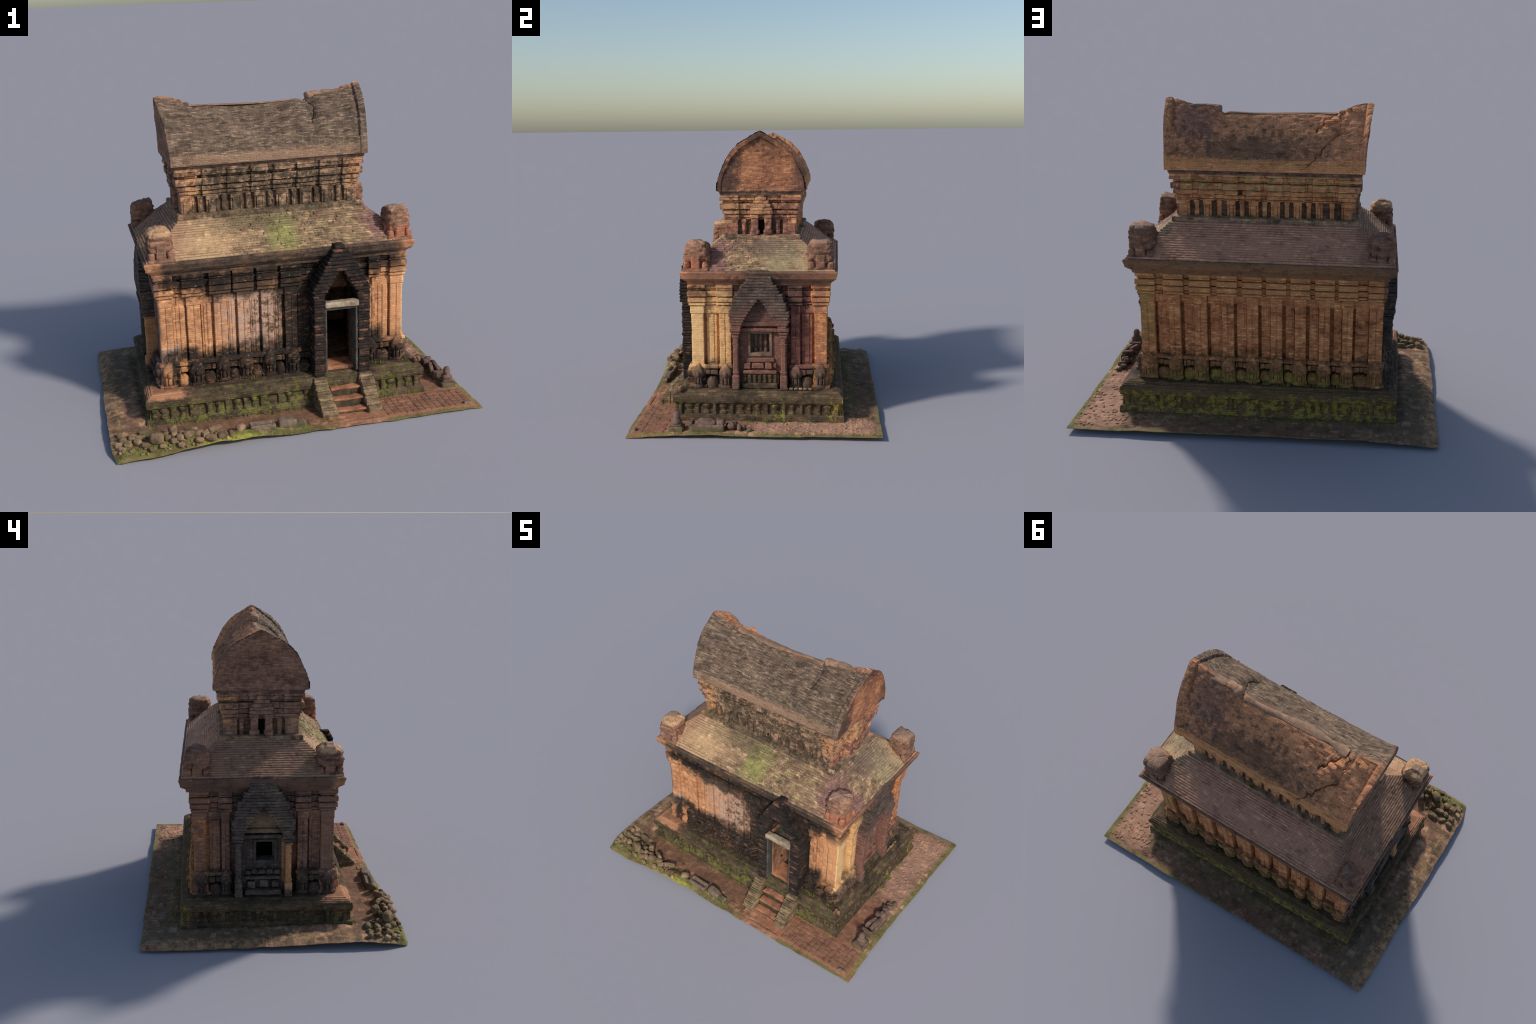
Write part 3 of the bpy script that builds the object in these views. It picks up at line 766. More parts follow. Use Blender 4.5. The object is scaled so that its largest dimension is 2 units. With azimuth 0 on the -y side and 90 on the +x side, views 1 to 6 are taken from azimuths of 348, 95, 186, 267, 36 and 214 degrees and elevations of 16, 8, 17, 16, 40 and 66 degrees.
for face in FACES:
    mat, ax, sg, pl, pil, pan = FACES[face]
    lo, hi = (WALL[0], WALL[1]) if ax == 1 else (WALL[2], WALL[3])
    for (s0, s1) in pil:
        cl, ch = abs(s0 - lo) < 1e-6, abs(s1 - hi) < 1e-6
        corner = cl or ch
        if corner and ax == 0: continue      # built with front and back
        w = s1 - s0
        if ax == 0: w = s1 - s0
        dep = .034 if not corner else .072
        def plan(d, dd=0.):
            """plan rectangle of the pilaster, grown by d"""
            side = .024 if dd else d * .6
            if face == "left" or face == "right": side = min(side, .016)
            e0 = s0 - (d if cl else (side if not ch else min(side, .010)))
            e1 = s1 + (d if ch else (side if not cl else min(side, .010)))
            return slab_on(face, e0, e1, -dep - (d if corner else .02), d)
        shaft = MB()
        mid = (s0 + s1) / 2
        # the shaft is two flat strips with a fine groove between them and a proud outer rim
        g = .0016
        if w > .045:
            for (a, b) in ((s0, mid - g), (mid + g, s1)):
                if corner:
                    r4 = slab_on(face, a, b, -dep, 0)
                else:
                    r4 = slab_on(face, a, b, -.06, R.uniform(-.0012, .0008))
                rough_box(shaft, *r4, .335, .652, r=.0025, cell=.008, amp=.0012, freq=40, chip=.003, seed=R.randint(0, 999), warp=warp_wall, extra=brick_rows(amp=.0012, seed=R.randint(0, 99)))
            rough_box(shaft, *slab_on(face, mid - .01, mid + .01, -.05, -.004), .335, .652, r=.001, cell=.03, amp=0, warp=warp_wall)
        else:
            rough_box(shaft, *slab_on(face, s0, s1, -.06, 0), .335, .652, r=.0025, cell=.008, amp=.0012, freq=40, chip=.003, seed=R.randint(0, 999), warp=warp_wall, extra=brick_rows())
        put("pilaster", shaft, mat, walls)
        cap = MB()
        for (z0, z1, d) in BANDS:
            rough_box(cap, *plan(d + R.uniform(-.0015, .0015), z0 > .697), z0, z1, r=.0035 if z0 > .697 else .002, cell=.008, amp=.0014, freq=60, chip=.006 if z0 > .697 else .002, seed=R.randint(0, 999), warp=warp_wall)
        put("capital", cap, mat, walls)
        # pedestal
        ped = MB()
        rough_box(ped, *plan(.008), .203, .338, r=.004, cell=.01, amp=.003, freq=40, chip=.006, seed=R.randint(0, 999), warp=warp_wall)
        rough_box(ped, *plan(.018), .203, .222, r=.004, cell=.01, amp=.002, freq=50, chip=.006, seed=R.randint(0, 999), warp=warp_wall)
        rough_box(ped, *plan(.015), .322, .342, r=.004, cell=.01, amp=.0025, freq=50, chip=.007, seed=R.randint(0, 999), warp=warp_wall)
        put("pedestal", ped, mat, walls)
    # raised panels between pilasters, with an arched frame in low relief
    for (s0, s1) in pan:
        mb = MB()
        d = {"front": -.012, "back": -.021}.get(face, -.024)
        if face == "front" and 0 < s0 < .47: d = -.001
        rough_box(mb, *slab_on(face, s0, s1, -.06, d), .338, .655, r=.002, cell=.008, amp=.0012, freq=40, chip=.003, seed=R.randint(0, 999), warp=warp_wall, extra=brick_rows(amp=.0014, seed=R.randint(0, 99)))
        if face == "back":
            a, b = s0 + .012, s1 - .012
            for (p0, p1) in ((a, a + .006), (b - .006, b)):
                rough_box(mb, *slab_on(face, p0, p1, -.05, d + .003), .50 + R.uniform(-.03, .03), .628, r=.0015, cell=.01, amp=.001, chip=.002, seed=R.randint(0, 99), warp=warp_wall)
            rough_box(mb, *slab_on(face, a, b, -.05, d + .003), .622, .632, r=.0015, cell=.01, amp=.001, chip=.002, seed=R.randint(0, 99), warp=warp_wall)
        elif face == "front":
            for q in (.33, .66):
                m = s0 + (s1 - s0) * q
                rough_box(mb, *slab_on(face, m - .006, m + .006, -.05, d + .0035), .345, .648, r=.0015, cell=.01, amp=.001, chip=.003, seed=R.randint(0, 99), warp=warp_wall)
        else:
            m = (s0 + s1) / 2; q = (s1 - s0) * .22
            rough_box(mb, *slab_on(face, m - q, m + q, -.05, d + .004), .352, .645, r=.0015, cell=.01, amp=.001, chip=.003, seed=R.randint(0, 99), warp=warp_wall)
        put("wall_panel", mb, mat, walls)
        # base between the pedestals: low dome in a dark hollow, two courses above it
        mb = MB()
        m = (s0 + s1) / 2 ; w = (s1 - s0) + .02
        n = 14
        th = np.linspace(0, math.pi, n)
        sec = [(.50, .203), (.50, .225), (.47, .245), (.38, .258), (.22, .266), (.03, .269)]
        V = []
        for a in th:
            for (f, z) in sec:
                ss, dd = m + math.cos(a) * w * f, math.sin(a) * ((.030 if face == "back" else .044) + .004 * math.sin(z * 90)) - .02
                p = pl + sg * dd
                V.append((ss, p, z) if ax == 1 else (p, ss, z))
        V = np.array(V); V = V + .0035 * np.stack([fbm(V, 50, 2, 1), fbm(V, 50, 2, 2), fbm(V, 50, 2, 3)], -1)
        F = grid_faces(n, len(sec))
        mb.add(warp_wall(V), F)
        ss = s0 - .006
        while ss < s1 + .004:
            e = min(s1 + .006, ss + R.uniform(.022, .045))
            rough_box(mb, *slab_on(face, ss, e, -.05, (.004 if face == "back" else .016) + R.uniform(-.006, .006)), .282 + R.uniform(-.004, .004), .312, r=.004, cell=.009, amp=.0025, freq=60, chip=.006, seed=R.randint(0, 999), warp=warp_wall)
            ss = e + .001
        rough_box(mb, *slab_on(face, s0 - .01, s1 + .01, -.05, .006 if face == "back" else .018), .319, .340, r=.004, cell=.009, amp=.003, freq=50, chip=.007, seed=R.randint(0, 999), warp=warp_wall)
        put("base_relief", mb, mat, walls)

# guardian plaques at the foot of every pilaster: pointed head on a narrower body
def plaque(seed):
    mb = MB()
    sec = [(.031, .018, .203), (.031, .020, .220), (.024, .017, .226), (.024, .019, .262), (.027, .020, .270), (.035, .024, .276), (.037, .026, .290), (.035, .025, .306), (.027, .021, .324), (.017, .016, .337), (.009, .010, .346), (.002, .004, .352)]
    n = 13
    th = np.linspace(0, math.pi, n)
    V = np.array([(math.copysign(abs(math.cos(a)) ** .8, math.cos(a)) * w, -abs(math.sin(a)) ** .55 * d + .004, z) for a in th for (w, d, z) in sec])
    nz = np.stack([fbm(V, 60, 2, seed), fbm(V, 60, 2, seed + 1), fbm(V, 60, 2, seed + 2)], -1)
    V = V + nz * .0035
    mb.add(V, grid_faces(n, len(sec))[:, ::-1])
    for k in (-1, 1):   # arms of the figure
        rough_box(mb, k * .018 - .004, k * .018 + .004, -.021, .0, .226, .266, r=.003, cell=.01, amp=.002, seed=seed + k)
    rough_box(mb, -.009, .009, -.024, 0, .228, .262, r=.004, cell=.008, amp=.002, seed=seed + 7)
    boulder(mb, (0, -.024, .286), (.013, .009, .016), 0, 0, seed, .9, .2, 6)
    return mb
for face in FACES:
    mat, ax, sg, pl, pil, pan = FACES[face]
    meshes = [to_mesh("guardian_plaque", plaque(k * 31 + 3), mat, 50) for k in range(3)]
    ang = {"front": 0, "right": math.pi / 2, "back": math.pi, "left": -math.pi / 2}[face]
    for (s0, s1) in pil:
        m = (s0 + s1) / 2
        if s1 - s0 < .03: m = .462
        q = np.array([[m, pl + sg * .006, 0.]]) if ax == 1 else np.array([[pl + sg * .006, m, 0.]])
        q = warp_wall(q)[0]
        ob = put("guardian_plaque", R.choice(meshes), None, walls)
        ob.location = (q[0] + (sg * .006 if ax == 0 else 0), q[1] + (sg * .006 if ax == 1 else 0), R.uniform(-.004, .003)); ob.rotation_euler = (0, 0, ang + R.uniform(-.05, .05)); ob.scale = (R.uniform(.9, 1.1), R.uniform(.8, 1.15), R.uniform(.99, 1.01))

# ------------------------------------------------------------------ main cornice and lower roof
roof = empty("lower_roof", parent=temple)
mb = MB()
ring_loft(mb, EAVE, [(-.09, .818), (-.036, .822), (-.034, .828), (-.033, .836), (-.030, .842), (-.026, .843), (-.024, .848), (-.016, .850), (-.013, .855), (-.006, .860), (-.003, .864), (-.003, .874), (0, .880), (.002, .890), (.005, .896), (.004, .901), (.0, .905), (-.008, .908), (-.014, .908)],
          .008, worn(.0014, 40, .003, 5))
put("cornice", mb, M_eave, roof)
rows = 16
prof = []
for k in range(rows):
    t0, t1 = k / rows, (k + 1) / rows
    for (t, lift) in ((t0, .0024), (t0 + (t1 - t0) * .15, .0038), (t0 + (t1 - t0) * .55, .0030), (t1 - .002, .0008)):
        o = -.012 - (.217 - .012) * t
        z = .910 + (1.068 - .910) * t - .003 * math.sin(math.pi * t)
        prof.append((o + lift * .55, z + lift))
prof = [(-.008, .902)] + prof + [(-.25, 1.07)]
def tiles(V, N):
    front = sstep(.05, -.1, V[:, 1] - .0)                       # crisper courses on the front and right slopes
    right = sstep(.52, .56, V[:, 0]) * sstep(.15, -.05, V[:, 1])
    k = .22 + .78 * np.maximum(front * sstep(-.5, -.2, V[:, 0]), right)
    r = np.floor((V[:, 2] - .903) / (.160 / rows))
    onx = np.abs(N[:, 1]) > np.abs(N[:, 0])
    s = np.where(onx, V[:, 0], V[:, 1]) / .032 + cellrand(r, r * 0, 9) * 2
    b = cellrand(r + onx * 100, np.floor(s), 4) - .5
    edge = np.abs(s - np.floor(s) - .5) > .43
    return k * (.0065 * b - .003 * edge) + .0012 * fbm(V, 60, 2, 6) + .003 * fbm(V, 9, 2, 2)
mb = MB()
ring_loft(mb, EAVE, prof, .006, tiles)
put("roof_slope", mb, M_roof, roof, angle=35)

# worn corner stubs: miniature towers with blind niches, rounded off on top
def stub(cx, cy, w, d, h, seed, cap=False):
    mb = MB()
    zb = .896
    rough_box(mb, cx - w / 2 - .006, cx + w / 2 + .006, cy - d / 2 - .006, cy + d / 2 + .006, zb, zb + .028, r=.004, cell=.008, amp=.003, freq=60, chip=.006, seed=seed)
    kw = dict(r=.006, cell=.008, amp=.004, freq=60, chip=.008)
    rough_box(mb, cx - w * .33, cx + w * .33, cy - d * .33, cy + d * .33, zb + .02, zb + .11, seed=seed, **kw)
    for (ax, s) in ((0, -1), (0, 1), (1, -1), (1, 1)):  # a pier on each face, with low humps beside it
        px, py = (cx + s * w * .38, cy) if ax == 0 else (cx, cy + s * d * .38)
        a, b = (.022, .027) if ax == 0 else (.027, .022)
        rough_box(mb, px - a, px + a, py - b, py + b, zb + .02, zb + .105, seed=seed + s + 11 * ax, **kw)
    for sx in (-1, 1):
        for sy in (-1, 1):
            boulder(mb, (cx + sx * w * .38, cy + sy * d * .38, zb + .036), (.020, .020, .028), .3, 0, seed + sx + 3 * sy, .7, .3, 8)
    # mushroom-like worn dome that overhangs the piers
    n = 20
    U = np.linspace(0, 1, 26); A = np.linspace(0, 2 * math.pi, 4 * n, endpoint=False)
    prof_t = [0, .06, .14, .30, .48, .64, .78, .89, .96, 1.]
    prof_k = [.70, .90, .98, 1.03, 1.03, 1.0, .94, .82, .58, .01]
    V = []
    for a in A:
        for t in U:
            z = zb + .058 + (h - .058) * t
            k = float(np.interp(t, prof_t, prof_k))
            ex = .38
            V.append((cx + math.copysign(abs(math.cos(a)) ** ex, math.cos(a)) * w / 2 * k, cy + math.copysign(abs(math.sin(a)) ** ex, math.sin(a)) * d / 2 * k, z))
    V = np.array(V)
    c = np.array([cx, cy, zb + h * .62])
    dirn = (V - c) / np.maximum(np.linalg.norm(V - c, axis=1, keepdims=True), 1e-6)
    fl = 1 - np.abs(np.sin(2 * np.arctan2(V[:, 1] - cy, V[:, 0] - cx)))
    lump = .016 * fbm(V, 24, 3, seed) + .010 * fbm(V, 60, 2, seed + 4) - .016 * np.clip(fbm(V, 18, 2, seed + 8) - .1, 0, 1) - .004 * sstep(.35, .2, np.abs(V[:, 2] - zb - h * .5) / h) * (fl > .72) * (fl < .86)
    V = V + dirn * lump[:, None]
    mb.add(V, grid_faces(4 * n, 26, wrap=True))
    if cap:
        rough_box(mb, cx - .024, cx + .022, cy - .022, cy + .022, zb + h - .008, zb + h + .010, r=.004, cell=.008, amp=.002, chip=.004, seed=seed, rot=((cx, cy, 0), .1, 0))
    return mb
for (cx, cy, w, d, h, sd, cap) in ((-.658, -.330, .128, .142, .176, 3, True), (.630, -.324, .128, .142, .192, 14, False), (.618, .402, .134, .142, .190, 27, False), (-.664, .398, .126, .132, .176, 41, False)):
    put("corner_stub", stub(cx, cy, w, d, h, sd, cap), M_stub, roof, angle=55)

# ------------------------------------------------------------------ porch and doorway
porch = empty("porch", parent=temple)
PX = .280
def course_wall(mb, x0, x1, y0, y1, z0, z1, row=.0165, jit=.003, seed=0):
    """courses of brick laid one on another, each a little out of line"""
    n = max(1, int(round((z1 - z0) / row))); h = (z1 - z0) / n
    for k in range(n):
        j = [R.uniform(-jit, jit) for _ in range(3)]
        rough_box(mb, x0 + j[0], x1 + j[1], y0 + j[2], y1, z0 + k * h + .0004, z0 + (k + 1) * h - .0004, r=.003, cell=.009, amp=.0018, freq=70, chip=.006, seed=seed + k)
for (a, b, nm) in ((.126, .190, 3), (.372, .440, 60)):
    mb = MB()
    course_wall(mb, a, b, -.458, -.330, .185, .672, seed=nm)
    put("porch_pillar", mb, M_porch, porch)
row = .0192
z = .672; k = 0
while z < .915:
    t = (z - .672) / (.915 - .672)
    wo = .144 * (1 - t) ** .88 + .018
    wi = .094 * max(0, 1 - ((z - .640) / .150)) ** .9 if z < .785 else 0
    y0 = float(np.interp(z, [.67, .72, .80, .88, .92], [-.468, -.474, -.479, -.470, -.438])) + R.uniform(-.003, .003)
    lean = .276
    mb = MB()
    if wi > .006:
        rough_box(mb, lean - wo, lean - wi + R.uniform(-.003, .003), y0, -.34, z, z + row - .0006, r=.004, cell=.009, amp=.002, freq=70, chip=.008, seed=k)
        rough_box(mb, lean + wi + R.uniform(-.003, .003), lean + wo, y0, -.34, z, z + row - .0006, r=.004, cell=.009, amp=.002, freq=70, chip=.008, seed=k + 50)
    else:
        rough_box(mb, lean - wo, lean + wo, y0, -.38, z, z + row - .0006, r=.004, cell=.009, amp=.002, freq=70, chip=.008, seed=k)
    put("corbel_course", mb, M_porch, porch)
    z += row; k += 1
mb = MB(); rough_box(mb, .248, .292, -.436, -.39, .908, .922, r=.004, amp=.002, chip=.005, seed=2); put("crown_brick", mb, M_porch, porch)
mb = MB(); rough_box(mb, .186, .375, -.470, -.42, .583, .615, r=.007, cell=.009, amp=.002, freq=40, chip=.003, seed=5); put("lintel", mb, M_lintel, porch)
for (a, b) in ((.187, .199), (.359, .373)):
    mb = MB(); rough_box(mb, a, b, -.452, -.33, .205, .585, r=.004, cell=.012, amp=.001, seed=7); put("door_jamb", mb, M_frame_grey, porch)
mb = MB(); rough_box(mb, .192, .370, -.452, -.33, .566, .584, r=.003, cell=.012, amp=.001, seed=9); put("door_head", mb, M_frame_grey, porch)
mb = MB(); rough_box(mb, .190, .372, -.405, -.28, .19, .222, r=.005, cell=.009, amp=.003, freq=30, seed=8); put("threshold", mb, M_step, porch)
# chamber behind the doorway: rough plaster
mb = MB()
rough_box(mb, -.60, .56, .330, .352, .19, .86, r=.003, cell=.02, amp=.006, freq=30, seed=1)
rough_box(mb, .178, .203, -.400, -.08, .19, .60, r=.003, cell=.009, amp=.005, freq=30, seed=3)
rough_box(mb, -.60, .56, -.30, .34, .175, .200, r=.003, cell=.03, amp=.003, freq=30, seed=5)
rough_box(mb, .14, .42, -.215, -.19, .61, .88, r=.003, cell=.012, amp=.006, freq=30, seed=9)
put("door_chamber", mb, M_inner, porch)

# stair
stair = empty("stair", parent=temple)
steps = [(-.455, .180), (-.502, .134), (-.550, .092), (-.596, .047)]
yb = -.405
for k, (y, z) in enumerate(steps):
    mb = MB()
    def dish(p, n):
        return np.where(n[:, 2] > .7, -.006 * np.exp(-((p[:, 0] - .283) / .05) ** 2) * sstep(yb, y, p[:, 1]), 0)
    ybk = steps[k - 1][0] + .006 if k else -.38
    rough_box(mb, .200, .376, y, ybk, z - .015, z, r=.006, cell=.008, amp=.0025, freq=30, chip=.004, seed=k * 7, extra=dish)
    put("step", mb, M_step, stair)
    mb = MB()
    rough_box(mb, .202, .374, y + .006, ybk + .01, .004, z - .013, r=.004, cell=.008, amp=.003, freq=40, chip=.003, seed=k * 7 + 2)
    put("riser", mb, M_riser, stair)
for (xa, xb, xa2, xb2, nm) in ((.114, .184, .118, .205, 5), (.370, .446, .374, .450, 95)):
    n = 15
    for k in range(n):
        t0, t1 = k / n, (k + 1) / n
        y0, y1 = -.470 - .148 * t1, -.470 - .148 * t0
        z1 = .186 + (.046 - .186) * (t0 + t1) / 2
        a, b = xa + (xa2 - xa) * t0, xb + (xb2 - xb) * t0
        mb = MB()
        rough_box(mb, a + R.uniform(-.002, .002), b + R.uniform(-.002, .002), y0 + .0005, y1 + .010, .004, z1 + R.uniform(-.002, .002), r=.003, cell=.009, amp=.0022, freq=60, chip=.006, seed=nm + k,
                  extra=lambda p, n_: np.where((n_[:, 1] < -.5) & (p[:, 2] > z1 - .02), .003, 0))
        put("balustrade_course", mb, M_bal, stair)
    mb = MB(); rough_box(mb, xa, xb, -.478, -.44, .1, .190, r=.004, cell=.009, amp=.003, chip=.006, seed=nm); put("balustrade_course", mb, M_bal, stair)

# ------------------------------------------------------------------ false doors on the short sides
def niche(name, sg, cy, base, mat, open_window):
    """sg: +1 right side, -1 left side; base: |x| of the wall face"""
    g = empty(name, parent=temple)
    def box(mb, d0, d1, y0, y1, z0, z1, **kw):
        xs = sorted((sg * (base + d0), sg * (base + d1)))
        kw.setdefault("r", .003); kw.setdefault("cell", .009); kw.setdefault("amp", .002); kw.setdefault("freq", 60)
        rough_box(mb, xs[0], xs[1], cy + y0, cy + y1, z0, z1, **kw)
    # stepped pointed arch
    zz = .572; k = 0; row = .0172
    while zz < .912:
        t = (zz - .572) / .34
        wo = np.interp(zz, [.57, .60, .64, .69, .75, .80, .85, .91], [.164, .170, .177, .160, .143, .108, .076, .052])
        wo = wo + .004 * ((k % 3) - 1)
        wi = .106 * max(0., 1 - ((zz - .572) / .168) ** 1.25) if zz < .735 else 0
        dep = np.interp(zz, [.57, .64, .75, .86, .91], [.062, .072, .070, .062, .054])
        mb = MB()
        if wi > .004:
            box(mb, -.02, dep, -wo, -wi, zz, zz + row - .0003, chip=.004, seed=k)
            box(mb, -.02, dep, wi, wo, zz, zz + row - .0003, chip=.004, seed=k + 40)
            box(mb, -.02, dep - .018, -wo - .004, -wi, zz, zz + row - .0003, chip=.004, seed=k)
            box(mb, -.02, dep - .018, wi, wo + .004, zz, zz + row - .0003, chip=.004, seed=k + 40)
        else:
            box(mb, -.02, dep, -wo, wo, zz, zz + row - .0003, chip=.004, seed=k)
            box(mb, -.02, dep - .020, -wo - .005, wo + .005, zz, zz + row - .0003, chip=.004, seed=k)
        put("arch_course", mb, mat, g)
        zz += row; k += 1
    # engaged columns with base and capital
    for s in (-1, 1):
        mb = MB()
        c = s * .141
        box(mb, -.02, .066, c - .021, c + .021, .203, .290, r=.005, chip=.005, seed=3 + s)
        box(mb, -.02, .055, c - .0165, c + .0165, .285, .520, r=.007, amp=.002, chip=.003, seed=5 + s)
        for (z0, z1, q) in ((.300, .310, .004), (.470, .480, .003), (.512, .530, .005), (.534, .548, .010), (.551, .574, .016)):
            box(mb, -.02, .055 + q * .7, c - .0165 - q, c + .0165 + q, z0, z1, r=.004, chip=.003, seed=9 + s)
        put("engaged_column", mb, mat, g)
    # recessed back wall
    mb = MB()
    if open_window:
        for (a, b, z0, z1) in ((-.125, -.062, .203, .60), (.040, .125, .203, .60), (-.062, .040, .203, .398), (-.062, .040, .520, .60)):
            box(mb, -.045, -.014, a, b, z0, z1, seed=int(abs(a) * 999), r=.002)
        box(mb, -.03, .014, -.115, .115, .598, .665, r=.002, seed=2); box(mb, -.03, .014, -.07, .07, .66, .71, r=.002, seed=3); box(mb, -.03, .014, -.03, .03, .70, .74, r=.002, seed=3)
    else:
        for (a, b, z0, z1) in ((-.125, -.056, .203, .60), (.056, .125, .203, .60), (-.056, .056, .203, .408), (-.056, .056, .528, .60), (-.115, .115, .598, .665), (-.07, .07, .66, .71), (-.03, .03, .70, .74)):
            box(mb, -.045, .000 if z1 < .62 else .022, a, b, z0, z1, seed=int(b * 999), r=.002)
    put("false_door", mb, mat if not open_window else M_niche_l, g)
    # beam under the tympanum
    mb = MB(); box(mb, -.02, .034, -.112, .112, .580, .604, chip=.003, seed=8, r=.003); box(mb, -.02, .028, -.108, .108, .545, .566, chip=.003, seed=12)
    put("beam", mb, mat, g)
    # window
    y0, y1 = (-.072, .072) if not open_window else (-.080, .054)
    z0, z1 = (.391, .543) if not open_window else (.385, .529)
    fm = M_frame if not open_window else M_frame_grey
    for (a, b, c, d) in ((y0, y1, z1 - .014, z1), (y0, y1, z0, z0 + .022), (y0, y0 + .016, z0, z1), (y1 - .016, y1, z0, z1)):
        mb = MB(); box(mb, -.03, (.010 if not open_window else -.002) + R.uniform(0, .002), a, b, c, d, r=.003, chip=.002, seed=int(c * 999)); put("window_frame", mb, fm, g)
    if not open_window:
        mb = MB(); box(mb, -.07, -.052, y0 + .005, y1 - .005, z0 + .005, z1 - .005, amp=.001); put("window_ground", mb, M_carved, g)
        for q in (-.030, 0, .030):   # three turned bars carved as standing figures
            mb = MB()
            revolve(mb, [(0, .412), (.013, .413), (.013, .430), (.007, .440), (.010, .455), (.012, .472), (.007, .482), (.011, .494), (.010, .512), (.006, .520), (.012, .524), (.012, .531), (0, .531)], (sg * (base - .044), cy + q, 0), 14, .002, 70, int(q * 99) + 5)
            put("window_bar", mb, M_sculpt, g)
        for (a, b, c, d, q) in ((-.085, .085, .358, .384, .014), (-.098, -.055, .318, .356, .028), (-.05, .022, .322, .352, .022), (.03, .072, .318, .356, .028), (.078, .098, .325, .35, .024), (-.10, .10, .290, .312, .034)):
            mb = MB(); box(mb, -.02, q, a, b, c, d, r=.005, amp=.003, chip=.006, seed=int(c * 999)); put("altar_block", mb, mat, g)
        for q in (-.09, -.06, -.03, 0., .03, .06, .09):
            mb = MB(); box(mb, -.02, .030, q - .011, q + .009, .236, .288, r=.005, amp=.003, chip=.006, seed=int(q * 999) + 300); put("altar_pier", mb, M_plinth, g)
        mb = MB(); box(mb, -.02, .020, -.11, .11, .215, .295, amp=.003); box(mb, -.02, .040, -.105, .105, .205, .236, r=.005, amp=.003, chip=.006); put("altar_base", mb, M_plinth, g)
    else:
        # broken sill and carved relief below
        mb = MB(); box(mb, -.02, .030, y0 + .02, y1 - .02, z0 + .018, z0 + .030, r=.004, amp=.006, chip=.01, seed=3); put("broken_sill", mb, M_frame_grey, g)
        mb = MB(); box(mb, -.30, -.22, -.12, .10, .33, .58, amp=.001); put("window_shadow_plate", mb, M_dark, g)
        for (a, b, c, d, q) in ((-.10, -.062, .325, .350, .016), (-.055, -.02, .328, .353, .020), (-.012, .03, .326, .349, .016), (.036, .066, .330, .356, .022), (.07, .10, .322, .346, .014), (-.10, .10, .296, .314, .024), (-.105, .105, .205, .236, .038),
                                (-.09, -.05, .245, .285, .02), (-.03, .02, .248, .290, .024), (.045, .09, .243, .283, .02)):
            mb = MB(); box(mb, -.02, q, a, b, c, d, r=.005, amp=.003, chip=.006, seed=int(c * 999)); put("altar_block", mb, mat, g)
    return g
niche("false_door_niche", 1, .044, .647, M_niche, False)
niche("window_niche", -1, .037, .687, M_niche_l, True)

# ------------------------------------------------------------------ upper storey
tier = empty("upper_storey", parent=temple)
TF = {
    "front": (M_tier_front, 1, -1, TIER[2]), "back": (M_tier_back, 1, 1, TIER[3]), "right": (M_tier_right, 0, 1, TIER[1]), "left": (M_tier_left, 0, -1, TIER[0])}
def tslab(face, s0, s1, d0, d1):
    _, ax, sg, pl = TF[face]
    a, b = sorted((pl + sg * d0, pl + sg * d1))
    return (s0, s1, a, b) if ax == 1 else (a, b, s0, s1)
mb = MB()
ring_loft(mb, TIER, [(-.02, 1.045), (.020, 1.048), (.024, 1.06), (.025, 1.085), (.022, 1.092), (.014, 1.095), (-.03, 1.096)], .007, lambda V, N: .003 * fbm(V * [1, 1, .25], 60, 3, 4) - .006 * np.clip(fbm(V, 20, 2, 8) - .1, 0, 1))
base_faces = mb
put("tier_base", mb, M_tier_front, tier)
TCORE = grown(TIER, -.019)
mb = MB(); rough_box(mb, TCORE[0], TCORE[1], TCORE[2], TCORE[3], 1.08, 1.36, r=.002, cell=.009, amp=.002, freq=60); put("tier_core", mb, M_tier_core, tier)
TB = [(1.183, 1.192, .003), (1.195, 1.214, .006), (1.218, 1.243, .014), (1.248, 1.283, .026), (1.286, 1.298, .013), (1.301, 1.318, .032), (1.318, 1.336, .030)]
front_b = [(-.512, -.418), (-.398, -.290), (-.266, -.160), (-.136, -.036), (-.014, .096), (.118, .226), (.242, .350), (.370, .461)]
back_b = [(.368, .461), (.248, .335), (.116, .205), (-.010, .086), (-.128, -.036), (-.246, -.160), (-.360, -.280), (-.512, -.418)]
right_b = [(-.176, -.085), (.160, .252)]
left_b = [(-.176, -.085), (.160, .252)]
mull = {"front": [.5 * (a[1] + b[0]) for a, b in zip(front_b[:-1], front_b[1:])], "back": [.5 * (a[0] + b[1]) for a, b in zip(back_b[:-1], back_b[1:])], "right": [-.062, .142], "left": [-.066, .148]}
